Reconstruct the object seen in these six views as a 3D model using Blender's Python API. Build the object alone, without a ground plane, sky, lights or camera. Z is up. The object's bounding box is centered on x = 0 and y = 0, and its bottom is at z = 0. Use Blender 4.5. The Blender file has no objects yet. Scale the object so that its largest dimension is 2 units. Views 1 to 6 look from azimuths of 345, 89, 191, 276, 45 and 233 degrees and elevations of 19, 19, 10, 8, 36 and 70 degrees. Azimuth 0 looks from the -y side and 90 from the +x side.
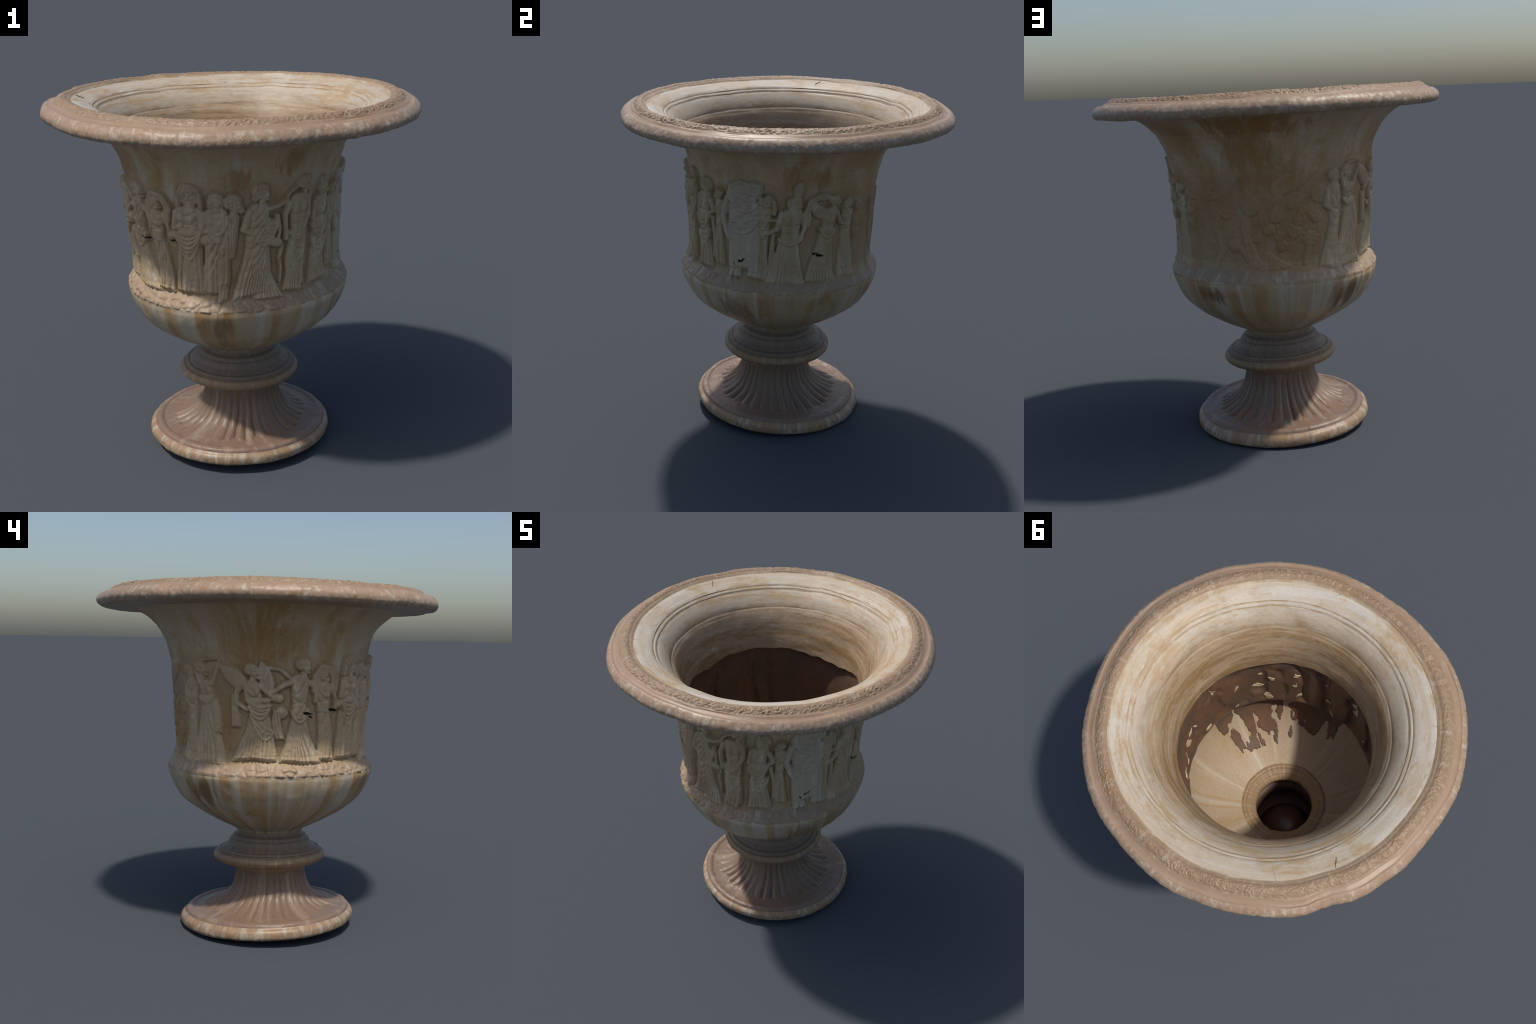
"""Weathered marble crater vase: fluted foot, ringed knop, streaked bowl,
drum with a carved procession in relief, flaring neck, heavy scrolled rim."""
import bpy, math
import numpy as np

PI = math.pi
DEG = PI / 180.0
RNG = np.random.default_rng(7)

# ------------------------------------------------------------------ frame
# the vase leans and its axis wanders a little: centre and tilt by height
CEN_Z = [0.05, 0.12, 0.22, 0.33, 0.42, 0.58, 0.96, 1.40, 1.89]
CEN_X = [-0.026, -0.022, -0.012, -0.012, -0.017, -0.018, -0.005, -0.010, 0.000]
CEN_Y = [-0.020, -0.026, -0.044, -0.042, -0.034, -0.034, -0.026, -0.024, 0.002]
TILT_Z = [0.05, 0.42, 0.56, 0.96, 1.40, 1.90]
TILT_X = [-0.022, -0.032, -0.025, 0.000, -0.004, -0.023]
TILT_Y = [-0.045, -0.026, -0.012, -0.005, -0.004, 0.004]


def place(r, az, z):
    """cylindrical (radius, azimuth in degrees, height) -> xyz; azimuth 0 is -y, 90 is +x"""
    a = az * DEG
    x = r * np.sin(a)
    y = -r * np.cos(a)
    tx = np.interp(z, TILT_Z, TILT_X)
    ty = np.interp(z, TILT_Z, TILT_Y)
    zz = z + tx * x + ty * y
    return np.stack([x + np.interp(z, CEN_Z, CEN_X), y + np.interp(z, CEN_Z, CEN_Y), zz], -1)


# ------------------------------------------------------------------ noise
def lattice_noise(u, v, nu, seed):
    """smooth value noise; u in cells (wraps after nu cells), v in cells; result -1..1"""
    rng = np.random.default_rng(seed)
    nv = 256
    tab = rng.uniform(-1, 1, (nu, nv))
    iu = np.floor(u).astype(int)
    iv = np.floor(v).astype(int)
    fu = u - iu
    fv = v - iv
    fu = fu * fu * (3 - 2 * fu)
    fv = fv * fv * (3 - 2 * fv)
    a = tab[iu % nu, iv % nv]
    b = tab[(iu + 1) % nu, iv % nv]
    c = tab[iu % nu, (iv + 1) % nv]
    d = tab[(iu + 1) % nu, (iv + 1) % nv]
    return (a * (1 - fu) + b * fu) * (1 - fv) + (c * (1 - fu) + d * fu) * fv


def ring_noise(az, v, cells, seed, vscale=1.0):
    """noise round the vase: cells per turn, v in cells"""
    return lattice_noise((az / 360.0 % 1.0) * cells, v * vscale + 40, cells, seed)


def lumps(az, z, cells, zcell, seed):
    """cellular lumps (0 at borders, 1 at centres) for rubble, wrapping round the vase"""
    rng = np.random.default_rng(seed)
    nz = 64
    ju = rng.uniform(0.15, 0.85, (cells, nz))
    jv = rng.uniform(0.15, 0.85, (cells, nz))
    hh = rng.uniform(0.55, 1.0, (cells, nz))
    u = (az / 360.0 % 1.0) * cells
    v = z / zcell
    iu = np.floor(u).astype(int)
    iv = np.floor(v).astype(int)
    d1 = np.full(u.shape, 9.0)
    d2 = np.full(u.shape, 9.0)
    h1 = np.zeros(u.shape)
    for du in (-1, 0, 1):
        for dv in (-1, 0, 1):
            cu = (iu + du) % cells
            cv = (iv + dv) % nz
            d = np.hypot(iu + du + ju[cu, cv] - u, iv + dv + jv[cu, cv] - v)
            nearer = d < d1
            d2 = np.where(nearer, d1, np.minimum(d2, d))
            h1 = np.where(nearer, hh[cu, cv], h1)
            d1 = np.where(nearer, d, d1)
    return np.clip((d2 - d1) * 2.2, 0, 1) ** 0.6 * h1


def blur(a, n=1):
    """small binomial blur, wrapping in the first axis"""
    for _ in range(n):
        a = 0.25 * np.roll(a, 1, 0) + 0.5 * a + 0.25 * np.roll(a, -1, 0)
        p = np.pad(a, ((0, 0), (1, 1)), mode='edge')
        a = 0.25 * p[:, :-2] + 0.5 * p[:, 1:-1] + 0.25 * p[:, 2:]
    return a


# ------------------------------------------------------------------ mesh helpers
ROOT = bpy.data.objects.new("marble_vase", None)
bpy.context.scene.collection.objects.link(ROOT)
ROOT["label"] = "weathered cream marble vase with carved figure frieze and fluted foot"
ROOT["category"] = "stone vase"


def grid_normals(P, flip=False):
    du = np.roll(P, -1, 0) - np.roll(P, 1, 0)
    dv = np.empty_like(P)
    dv[:, 1:-1] = P[:, 2:] - P[:, :-2]
    dv[:, 0] = P[:, 1] - P[:, 0]
    dv[:, -1] = P[:, -1] - P[:, -2]
    n = np.cross(du, dv)
    n /= np.linalg.norm(n, axis=-1, keepdims=True) + 1e-12
    return -n if flip else n


def grid_faces(nu, nv, flip=False, wrap=True):
    iu = np.arange(nu if wrap else nu - 1)[:, None]
    iv = np.arange(nv - 1)[None, :]
    ju = (iu + 1) % nu
    a = iu * nv + iv
    b = ju * nv + iv
    c = ju * nv + iv + 1
    d = iu * nv + iv + 1
    q = np.stack([a, b, c, d], -1)
    return q[..., ::-1] if flip else q


def make_object(name, verts, faces, mat, normals=None, parent=None):
    """mesh object from arrays; faces index the full vertex array, unused vertices are dropped"""
    faces = np.asarray(faces).reshape(-1, 4)
    used, inv = np.unique(faces, return_inverse=True)
    v = np.asarray(verts).reshape(-1, 3)[used]
    f = inv.reshape(-1, 4)
    me = bpy.data.meshes.new(name)
    me.vertices.add(len(v))
    me.vertices.foreach_set("co", v.astype(np.float32).ravel())
    me.loops.add(f.size)
    me.loops.foreach_set("vertex_index", f.astype(np.int32).ravel())
    me.polygons.add(len(f))
    me.polygons.foreach_set("loop_start", np.arange(0, f.size, 4, dtype=np.int32))
    me.update(calc_edges=True)
    me.polygons.foreach_set("use_smooth", np.ones(len(f), dtype=bool))
    if normals is not None:
        me.normals_split_custom_set_from_vertices(
            np.asarray(normals).reshape(-1, 3)[used].astype(np.float32))
    me.materials.append(mat)
    ob = bpy.data.objects.new(name, me)
    ob.parent = parent or ROOT
    bpy.context.scene.collection.objects.link(ob)
    return ob


def smooth_profile(pts, step):
    """resample a hand-placed (r, z) profile with a rounded (Catmull-Rom) curve"""
    p = np.array(pts, float)
    q = np.vstack([2 * p[0] - p[1], p, 2 * p[-1] - p[-2]])
    out = []
    for i in range(1, len(q) - 2):
        n = max(1, int(round(np.linalg.norm(q[i + 1] - q[i]) / step)))
        d0 = np.linalg.norm(q[i] - q[i - 1]) ** 0.5 + 1e-9
        d1 = np.linalg.norm(q[i + 1] - q[i]) ** 0.5 + 1e-9
        d2 = np.linalg.norm(q[i + 2] - q[i + 1]) ** 0.5 + 1e-9
        m1 = d1 * ((q[i] - q[i - 1]) / d0 - (q[i + 1] - q[i - 1]) / (d0 + d1) + (q[i + 1] - q[i]) / d1)
        m2 = d1 * ((q[i + 1] - q[i]) / d1 - (q[i + 2] - q[i]) / (d1 + d2) + (q[i + 2] - q[i + 1]) / d2)
        t = (np.arange(n) / n)[:, None]
        out.append((2 * t**3 - 3 * t**2 + 1) * q[i] + (t**3 - 2 * t**2 + t) * m1
                   + (-2 * t**3 + 3 * t**2) * q[i + 1] + (t**3 - t**2) * m2)
    out.append(p[-1:])
    return np.vstack(out)


# ------------------------------------------------------------------ materials
def rgb(*c):
    return (c[0], c[1], c[2], 1.0)


class Nodes:
    """tiny wrapper that keeps the node code readable"""

    def __init__(self, name):
        self.mat = bpy.data.materials.new(name)
        self.mat.use_nodes = True
        self.t = self.mat.node_tree
        self.bsdf = self.t.nodes["Principled BSDF"]
        self.co = self.t.nodes.new("ShaderNodeTexCoord").outputs["Object"]

    def link(self, a, b):
        self.t.links.new(a, b)

    def put(self, sock, v):
        if isinstance(v, (int, float, tuple)):
            sock.default_value = v
        else:
            self.link(v, sock)

    def math(self, op, a, b=0.0, clamp=False):
        n = self.t.nodes.new("ShaderNodeMath")
        n.operation = op
        n.use_clamp = clamp
        self.put(n.inputs[0], a)
        self.put(n.inputs[1], b)
        return n.outputs[0]

    def xyz(self):
        n = self.t.nodes.new("ShaderNodeSeparateXYZ")
        self.link(self.co, n.inputs[0])
        return n.outputs

    def vec(self, x, y, z):
        n = self.t.nodes.new("ShaderNodeCombineXYZ")
        for s, v in zip(n.inputs, (x, y, z)):
            self.put(s, v)
        return n.outputs[0]

    def round_coords(self, around, along_r, along_z):
        """coordinates that follow the turned form: direction * around, radius, height"""
        x, y, z = self.xyz()
        x = self.math('ADD', x, 0.01)
        y = self.math('ADD', y, 0.025)
        r = self.math('SQRT', self.math('ADD', self.math('MULTIPLY', x, x), self.math('MULTIPLY', y, y)))
        r = self.math('MAXIMUM', r, 0.01)
        cx = self.math('MULTIPLY', self.math('DIVIDE', x, r), around)
        cy = self.math('MULTIPLY', self.math('DIVIDE', y, r), around)
        cz = self.math('ADD', self.math('MULTIPLY', z, along_z), self.math('MULTIPLY', r, along_r))
        return self.vec(cx, cy, cz)

    def noise(self, vec, scale=1.0, detail=4.0, rough=0.55, distort=0.0, offset=(0, 0, 0)):
        m = self.t.nodes.new("ShaderNodeMapping")
        m.inputs["Location"].default_value = offset
        self.link(vec, m.inputs[0])
        n = self.t.nodes.new("ShaderNodeTexNoise")
        n.inputs["Scale"].default_value = scale
        n.inputs["Detail"].default_value = detail
        n.inputs["Roughness"].default_value = rough
        n.inputs["Distortion"].default_value = distort
        self.link(m.outputs[0], n.inputs["Vector"])
        return n.outputs["Fac"]

    def spot(self, az, zc, waz, wz, seed=0.0):
        """soft, noise-edged stain centred on an azimuth and a height"""
        x, y, z = self.xyz()
        x = self.math('ADD', x, 0.01)
        y = self.math('ADD', y, 0.025)
        r = self.math('SQRT', self.math('ADD', self.math('MULTIPLY', x, x), self.math('MULTIPLY', y, y)))
        k = 1.0 / (waz * DEG)
        dx = self.math('MULTIPLY', self.math('SUBTRACT', self.math('DIVIDE', x, r), math.sin(az * DEG)), k)
        dy = self.math('MULTIPLY', self.math('SUBTRACT', self.math('DIVIDE', y, r), -math.cos(az * DEG)), k)
        dz = self.math('MULTIPLY', self.math('SUBTRACT', z, zc), 1.0 / wz)
        d2 = self.math('ADD', self.math('ADD', self.math('MULTIPLY', dx, dx), self.math('MULTIPLY', dy, dy)),
                       self.math('MULTIPLY', dz, dz))
        ragged = self.noise(self.round_coords(7.0, 0.0, 3.5), 1.6, 6, 0.65, 1.0, (seed + az, 1.0, 2.0))
        v = self.math('ADD', self.math('SQRT', d2), self.math('MULTIPLY', self.math('SUBTRACT', ragged, 0.5), 4.0))
        n = self.t.nodes.new("ShaderNodeMapRange")
        n.interpolation_type = 'SMOOTHSTEP'
        n.inputs["From Min"].default_value = 1.25
        n.inputs["From Max"].default_value = 0.35
        self.link(v, n.inputs["Value"])
        return n.outputs["Result"]

    def ramp(self, fac, lo, hi):
        n = self.t.nodes.new("ShaderNodeMapRange")
        n.interpolation_type = 'SMOOTHSTEP'
        n.inputs["From Min"].default_value = lo
        n.inputs["From Max"].default_value = hi
        self.link(fac, n.inputs["Value"])
        return n.outputs["Result"]

    def mix(self, fac, a, b, blend='MIX'):
        n = self.t.nodes.new("ShaderNodeMix")
        n.data_type = 'RGBA'
        n.blend_type = blend
        self.put(n.inputs[0], fac)
        self.put(n.inputs[6], a)
        self.put(n.inputs[7], b)
        return n.outputs[2]

    def finish(self, colour, rough, bump=None, strength=0.3, dist=0.004):
        self.put(self.bsdf.inputs["Base Color"], colour)
        self.put(self.bsdf.inputs["Roughness"], rough)
        self.bsdf.inputs["Specular IOR Level"].default_value = 0.35
        if bump is not None:
            b = self.t.nodes.new("ShaderNodeBump")
            b.inputs["Strength"].default_value = strength
            b.inputs["Distance"].default_value = dist
            self.link(bump, b.inputs["Height"])
            self.link(b.outputs[0], self.bsdf.inputs["Normal"])
        return self.mat



def streaked_stone(name, base, pale, stain, deep, around=4.0, rise=0.6, stain_lo=0.50, stain_hi=0.66,
                   deep_lo=0.62, deep_hi=0.74, pale_lo=0.5, pale_hi=0.7, seed=0.0, rough=0.5, tint=None,
                   fine=0.35, bump=0.25, detail=6.0, spots=(), ground=False):
    """stone with water streaks running down the form, deeper blotches and fine grain"""
    n = Nodes(name)
    run = n.round_coords(around, 0.0, rise)
    blot = n.noise(n.round_coords(1.6, 0.0, 3.0), 1.6, 5, 0.6, 0.6, (seed, 2.0, 5.0))
    s1 = n.noise(run, 1.0, detail, 0.62, 0.4, (seed, 0.3, 1.7))
    s2 = n.noise(run, 2.6 if detail > 3 else 1.4, detail - 1, 0.6, 0.3, (seed + 9.0, 4.0, 0.2))
    grain = n.noise(n.co, 55.0, 5, 0.65, 0.3, (seed, 0, 0))
    col = n.mix(n.ramp(s2, pale_lo, pale_hi), base, pale)
    stainmask = n.math('MULTIPLY', n.ramp(s1, stain_lo, stain_hi), n.ramp(blot, 0.35, 0.6))
    col = n.mix(stainmask, col, stain)
    deepmask = n.ramp(n.math('ADD', n.math('MULTIPLY', s1, 0.45), n.math('MULTIPLY', blot, 0.55)), deep_lo, deep_hi)
    col = n.mix(n.math('MULTIPLY', deepmask, 0.8), col, deep)
    if ground:
        # darker ochre-brown tone over the lower drum wall, behind the figures
        z = n.math('ADD', n.xyz()[2], n.math('MULTIPLY', n.math('SUBTRACT', s1, 0.5), 0.5))
        t = n.t.nodes.new("ShaderNodeMapRange")
        t.interpolation_type = 'SMOOTHSTEP'
        t.inputs["From Min"].default_value = 1.64
        t.inputs["From Max"].default_value = 1.46
        n.link(z, t.inputs["Value"])
        col = n.mix(n.math('MULTIPLY', t.outputs["Result"], 0.6), col, rgb(0.31, 0.205, 0.105))
    for (az, zc, waz, wz, power) in spots:
        col = n.mix(n.math('MULTIPLY', n.spot(az, zc, waz, wz, seed), power), col, deep)
    if tint is not None:
        tn = n.noise(n.co, 7.0, 5, 0.6, 0.5, (seed + 3, 1, 1))
        col = n.mix(n.ramp(tn, tint[1], tint[2]), col, tint[0])
    col = n.mix(fine, col, n.mix(n.ramp(grain, 0.35, 0.65), rgb(0.72, 0.70, 0.68), rgb(1.0, 1.0, 1.0)), 'MULTIPLY')
    return n.finish(col, rough, grain, bump, 0.003)


def banded_stone(name, base, pale, stain, throat, seed=0.0, rough=0.5, lines=26.0):
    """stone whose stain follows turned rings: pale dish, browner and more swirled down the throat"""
    n = Nodes(name)
    rings = n.round_coords(0.9, 0.5 * lines, lines * 0.5)
    wide = n.round_coords(1.3, 1.5, 3.5)
    b1 = n.noise(rings, 1.0, 4, 0.6, 0.25, (seed, 0.4, 0.9))
    b2 = n.noise(wide, 1.5, 4, 0.6, 0.8, (seed + 5, 2.0, 0.0))
    flow = n.noise(n.round_coords(4.0, 14.0, 22.0), 1.2, 6, 0.65, 1.6, (seed, 7.0, 3.0))
    grain = n.noise(n.co, 60.0, 5, 0.65, 0.3)
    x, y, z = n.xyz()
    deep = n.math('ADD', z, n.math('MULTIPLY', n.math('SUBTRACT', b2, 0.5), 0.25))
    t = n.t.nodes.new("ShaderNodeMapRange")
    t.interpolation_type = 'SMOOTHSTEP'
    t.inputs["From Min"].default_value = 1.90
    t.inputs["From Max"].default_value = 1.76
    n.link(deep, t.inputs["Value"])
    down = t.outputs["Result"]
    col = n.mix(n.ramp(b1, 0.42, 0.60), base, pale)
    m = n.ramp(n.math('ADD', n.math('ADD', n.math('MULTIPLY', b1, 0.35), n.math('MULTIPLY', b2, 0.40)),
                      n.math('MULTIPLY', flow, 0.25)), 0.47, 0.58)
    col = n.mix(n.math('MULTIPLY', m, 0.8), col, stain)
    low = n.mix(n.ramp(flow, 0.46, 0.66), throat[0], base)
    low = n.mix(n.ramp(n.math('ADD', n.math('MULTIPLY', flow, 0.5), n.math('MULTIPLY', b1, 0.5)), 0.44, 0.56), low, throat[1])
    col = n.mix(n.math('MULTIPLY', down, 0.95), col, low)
    col = n.mix(0.3, col, n.mix(n.ramp(grain, 0.35, 0.65), rgb(0.75, 0.73, 0.7), rgb(1.0, 1.0, 1.0)), 'MULTIPLY')
    return n.finish(col, rough, n.math('ADD', n.math('MULTIPLY', b1, 1.5), grain), 0.25, 0.003)


WALL_SPOTS = [(-11, 1.64, 7, 0.06, 0.75), (16, 1.71, 7, 0.07, 0.8), (-87, 1.69, 16, 0.13, 0.7),
              (182, 1.80, 20, 0.07, 0.95), (178, 1.68, 14, 0.10, 0.7), (187, 1.55, 16, 0.10, 0.6), (112, 1.62, 6, 0.06, 0.75),
              (94, 1.63, 4, 0.08, 0.6), (200, 1.25, 22, 0.18, 0.6), (-110, 1.25, 7, 0.16, 0.5), (160, 1.35, 18, 0.2, 0.5)]
M_WALL = streaked_stone("wall_stone", rgb(0.50, 0.373, 0.225), rgb(0.535, 0.458, 0.345), rgb(0.41, 0.25, 0.105),
                        rgb(0.34, 0.18, 0.065), around=2.2, rise=1.0, seed=2.0, stain_lo=0.44, stain_hi=0.62,
                        deep_lo=0.58, deep_hi=0.72, spots=WALL_SPOTS, ground=True)
M_FIGURE = streaked_stone("carved_stone", rgb(0.45, 0.333, 0.205), rgb(0.53, 0.432, 0.305), rgb(0.40, 0.275, 0.15),
                          rgb(0.30, 0.19, 0.10), around=4.0, rise=2.0, seed=5.0, stain_lo=0.50, stain_hi=0.72,
                          deep_lo=0.64, deep_hi=0.82)
M_PALE_FIGURE = streaked_stone("washed_carved_stone", rgb(0.455, 0.375, 0.27), rgb(0.53, 0.48, 0.40), rgb(0.40, 0.28, 0.16),
                               rgb(0.30, 0.19, 0.10), around=4.0, rise=2.0, seed=6.0, stain_lo=0.56, stain_hi=0.75,
                               deep_lo=0.68, deep_hi=0.82)
M_LEDGE = streaked_stone("ledge_stone", rgb(0.35, 0.25, 0.16), rgb(0.46, 0.37, 0.28), rgb(0.34, 0.215, 0.125),
                         rgb(0.24, 0.155, 0.10), around=6.0, rise=4.0, seed=8.0)
M_BOWL = streaked_stone("bowl_stone", rgb(0.43, 0.322, 0.195), rgb(0.475, 0.398, 0.295), rgb(0.375, 0.235, 0.105),
                        rgb(0.20, 0.115, 0.05), around=6.0, rise=0.2, seed=11.0, stain_lo=0.46, stain_hi=0.60,
                        deep_lo=0.68, deep_hi=0.80, pale_lo=0.46, pale_hi=0.60, rough=0.42, detail=2.5,
                        spots=[(155, 0.885, 8, 0.05, 0.85), (-125, 0.86, 13, 0.08, 0.95), (-22, 0.86, 5, 0.14, 0.7),
                               (62, 0.82, 15, 0.09, 0.7)])
M_KNOP = streaked_stone("knop_stone", rgb(0.205, 0.15, 0.11), rgb(0.27, 0.205, 0.145), rgb(0.24, 0.16, 0.09),
                        rgb(0.16, 0.11, 0.08), around=5.0, rise=5.0, seed=14.0, rough=0.5, detail=4.0, fine=0.25)
M_KNOP_RING = streaked_stone("knop_ring_stone", rgb(0.27, 0.18, 0.105), rgb(0.34, 0.25, 0.15), rgb(0.29, 0.175, 0.075),
                             rgb(0.17, 0.11, 0.075), around=7.0, rise=3.0, seed=15.0, rough=0.5, detail=3.0, fine=0.25)
M_PLATE = streaked_stone("plate_stone", rgb(0.225, 0.148, 0.104), rgb(0.29, 0.205, 0.15), rgb(0.24, 0.145, 0.085),
                         rgb(0.17, 0.11, 0.08), around=3.0, rise=3.0, seed=19.0, rough=0.42, detail=4.0)
M_STEM = streaked_stone("stem_stone", rgb(0.205, 0.136, 0.092), rgb(0.28, 0.205, 0.145), rgb(0.235, 0.135, 0.07),
                        rgb(0.15, 0.095, 0.07), around=5.0, rise=0.6, seed=17.0, rough=0.42, detail=3.0)
M_FOOT_EDGE = streaked_stone("foot_edge_stone", rgb(0.30, 0.20, 0.125), rgb(0.40, 0.335, 0.25), rgb(0.32, 0.19, 0.095),
                             rgb(0.18, 0.115, 0.07), around=6.0, rise=4.0, seed=23.0, stain_lo=0.42, stain_hi=0.62,
                             pale_lo=0.46, pale_hi=0.60, rough=0.42, detail=5.0)
M_RIM = streaked_stone("rim_stone", rgb(0.345, 0.24, 0.16), rgb(0.46, 0.375, 0.28), rgb(0.34, 0.215, 0.12),
                       rgb(0.24, 0.165, 0.12), around=16.0, rise=14.0, seed=26.0, rough=0.42, stain_lo=0.52,
                       stain_hi=0.7, pale_lo=0.46, pale_hi=0.66, tint=(rgb(0.345, 0.225, 0.15), 0.45, 0.68))
M_CAVETTO = streaked_stone("cavetto_stone", rgb(0.325, 0.222, 0.146), rgb(0.37, 0.262, 0.178), rgb(0.30, 0.19, 0.105),
                           rgb(0.22, 0.145, 0.10), around=3.0, rise=3.0, seed=27.0, rough=0.42, fine=0.15, bump=0.1)
M_LIP = streaked_stone("lip_stone", rgb(0.295, 0.20, 0.125), rgb(0.38, 0.285, 0.195), rgb(0.29, 0.18, 0.095),
                       rgb(0.21, 0.135, 0.085), around=14.0, rise=14.0, seed=29.0)
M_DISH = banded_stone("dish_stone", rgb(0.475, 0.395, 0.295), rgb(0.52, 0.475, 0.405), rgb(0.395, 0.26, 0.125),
                      throat=(rgb(0.325, 0.23, 0.135), rgb(0.25, 0.152, 0.067)), seed=1.0, lines=34.0)  # throat browns darkened partly for the scan's baked shading deep in the opening
M_GROOVE = streaked_stone("groove_stone", rgb(0.41, 0.30, 0.185), rgb(0.48, 0.40, 0.30), rgb(0.33, 0.21, 0.10),
                          rgb(0.25, 0.16, 0.09), around=3.0, rise=3.0, seed=30.0, pale_lo=0.45, pale_hi=0.6)
M_INNER_RING = streaked_stone("inner_ring_stone", rgb(0.30, 0.20, 0.115), rgb(0.36, 0.265, 0.17), rgb(0.29, 0.175, 0.08),
                              rgb(0.20, 0.125, 0.07), around=5.0, rise=3.0, seed=33.0, detail=4.0)
M_INNER = streaked_stone("inner_bowl_stone", rgb(0.385, 0.29, 0.195), rgb(0.44, 0.37, 0.28), rgb(0.36, 0.24, 0.12),
                         rgb(0.28, 0.185, 0.105), around=6.0, rise=0.2, seed=31.0, stain_lo=0.48, stain_hi=0.60,
                         deep_lo=0.66, deep_hi=0.8, detail=3.0)


def plain_stone(name, a, b, rough=0.5, scale=9.0):
    n = Nodes(name)
    big = n.noise(n.co, scale, 6, 0.6, 0.6)
    grain = n.noise(n.co, 60, 4, 0.6)
    col = n.mix(n.ramp(big, 0.38, 0.62), a, b)
    return n.finish(col, rough, grain, 0.2, 0.003)


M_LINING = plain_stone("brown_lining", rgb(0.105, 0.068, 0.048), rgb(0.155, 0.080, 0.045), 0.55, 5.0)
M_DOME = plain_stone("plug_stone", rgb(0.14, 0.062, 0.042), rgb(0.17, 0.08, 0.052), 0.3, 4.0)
M_CHIP = plain_stone("chip_stone", rgb(0.50, 0.36, 0.21), rgb(0.58, 0.46, 0.31), 0.6, 30.0)
M_CRACK = plain_stone("crack_dark", rgb(0.018, 0.013, 0.010), rgb(0.03, 0.022, 0.016), 0.9, 20.0)

# ------------------------------------------------------------------ turned profiles (radius, height)
FOOT = [(0.20, 0.031), (0.40, 0.027), (0.482, 0.0245), (0.504, 0.0275), (0.516, 0.039), (0.518, 0.057),
        (0.514, 0.074), (0.503, 0.086), (0.494, 0.091), (0.490, 0.096)]
PLATE = [(0.490, 0.096), (0.487, 0.103), (0.482, 0.110), (0.470, 0.116), (0.454, 0.116), (0.446, 0.111), (0.430, 0.110)]
STEM = [(0.430, 0.110), (0.400, 0.115), (0.360, 0.126), (0.320, 0.142), (0.283, 0.164), (0.252, 0.193),
        (0.231, 0.228), (0.217, 0.265), (0.209, 0.305), (0.206, 0.340)]
KNOP_RING = [(0.206, 0.340), (0.214, 0.346), (0.222, 0.354), (0.222, 0.362), (0.228, 0.368), (0.255, 0.375),
             (0.292, 0.384), (0.320, 0.398), (0.334, 0.417), (0.331, 0.434), (0.318, 0.447), (0.306, 0.447)]
KNOP_COLLAR = [(0.306, 0.447), (0.301, 0.451), (0.304, 0.458), (0.298, 0.467), (0.288, 0.469), (0.280, 0.469),
               (0.268, 0.477), (0.252, 0.488), (0.241, 0.503), (0.236, 0.519), (0.227, 0.525), (0.223, 0.532),
               (0.217, 0.543), (0.202, 0.550), (0.192, 0.559), (0.190, 0.570)]
BOWL = [(0.190, 0.570), (0.199, 0.578), (0.207, 0.588), (0.237, 0.605), (0.277, 0.624), (0.327, 0.650),
        (0.380, 0.680), (0.432, 0.712), (0.483, 0.749), (0.530, 0.791), (0.561, 0.838), (0.583, 0.884),
        (0.597, 0.922), (0.603, 0.945), (0.603, 0.958)]
# drum wall, figures stand proud of it
WALL_Z = [0.958, 0.975, 0.990, 1.005, 1.020, 1.035, 1.050, 1.075, 1.12, 1.20, 1.30, 1.40, 1.50, 1.58, 1.64]
WALL_R = [0.603, 0.602, 0.594, 0.583, 0.570, 0.556, 0.547, 0.540, 0.540, 0.545, 0.551, 0.557, 0.565, 0.576, 0.590]
NECK = [(0.590, 1.64), (0.600, 1.675), (0.614, 1.708), (0.632, 1.740), (0.655, 1.770), (0.684, 1.799),
        (0.718, 1.826), (0.752, 1.846), (0.780, 1.857)]
RIM = [(0.780, 1.857), (0.83, 1.861), (0.90, 1.864), (0.945, 1.862), (0.966, 1.868), (0.980, 1.884),
       (0.981, 1.903), (0.971, 1.922), (0.957, 1.935), (0.948, 1.940)]
CAVETTO = [(0.948, 1.940), (0.940, 1.939), (0.928, 1.942), (0.917, 1.948), (0.910, 1.953)]
LIP = [(0.910, 1.953), (0.904, 1.955), (0.897, 1.961), (0.887, 1.969), (0.874, 1.975), (0.862, 1.976),
       (0.852, 1.973), (0.846, 1.968), (0.838, 1.966)]
DISH_EDGE = [(0.838, 1.966), (0.834, 1.960), (0.828, 1.956)]
DISH = [(0.828, 1.956), (0.810, 1.951), (0.785, 1.942), (0.757, 1.930), (0.743, 1.922)]
GROOVE = [(0.743, 1.922), (0.741, 1.917), (0.736, 1.914)]
MOULDING = [(0.736, 1.914), (0.728, 1.911), (0.722, 1.905)]
SECOND_GROOVE = [(0.722, 1.905), (0.720, 1.900), (0.715, 1.897)]
DISH_SLOPE = [(0.715, 1.897), (0.700, 1.885), (0.675, 1.862), (0.650, 1.832), (0.638, 1.812)]
THROAT = [(0.638, 1.812), (0.632, 1.808), (0.625, 1.796), (0.618, 1.788), (0.602, 1.760), (0.584, 1.720),
          (0.568, 1.675), (0.554, 1.63), (0.545, 1.585), (0.540, 1.555)]
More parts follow.
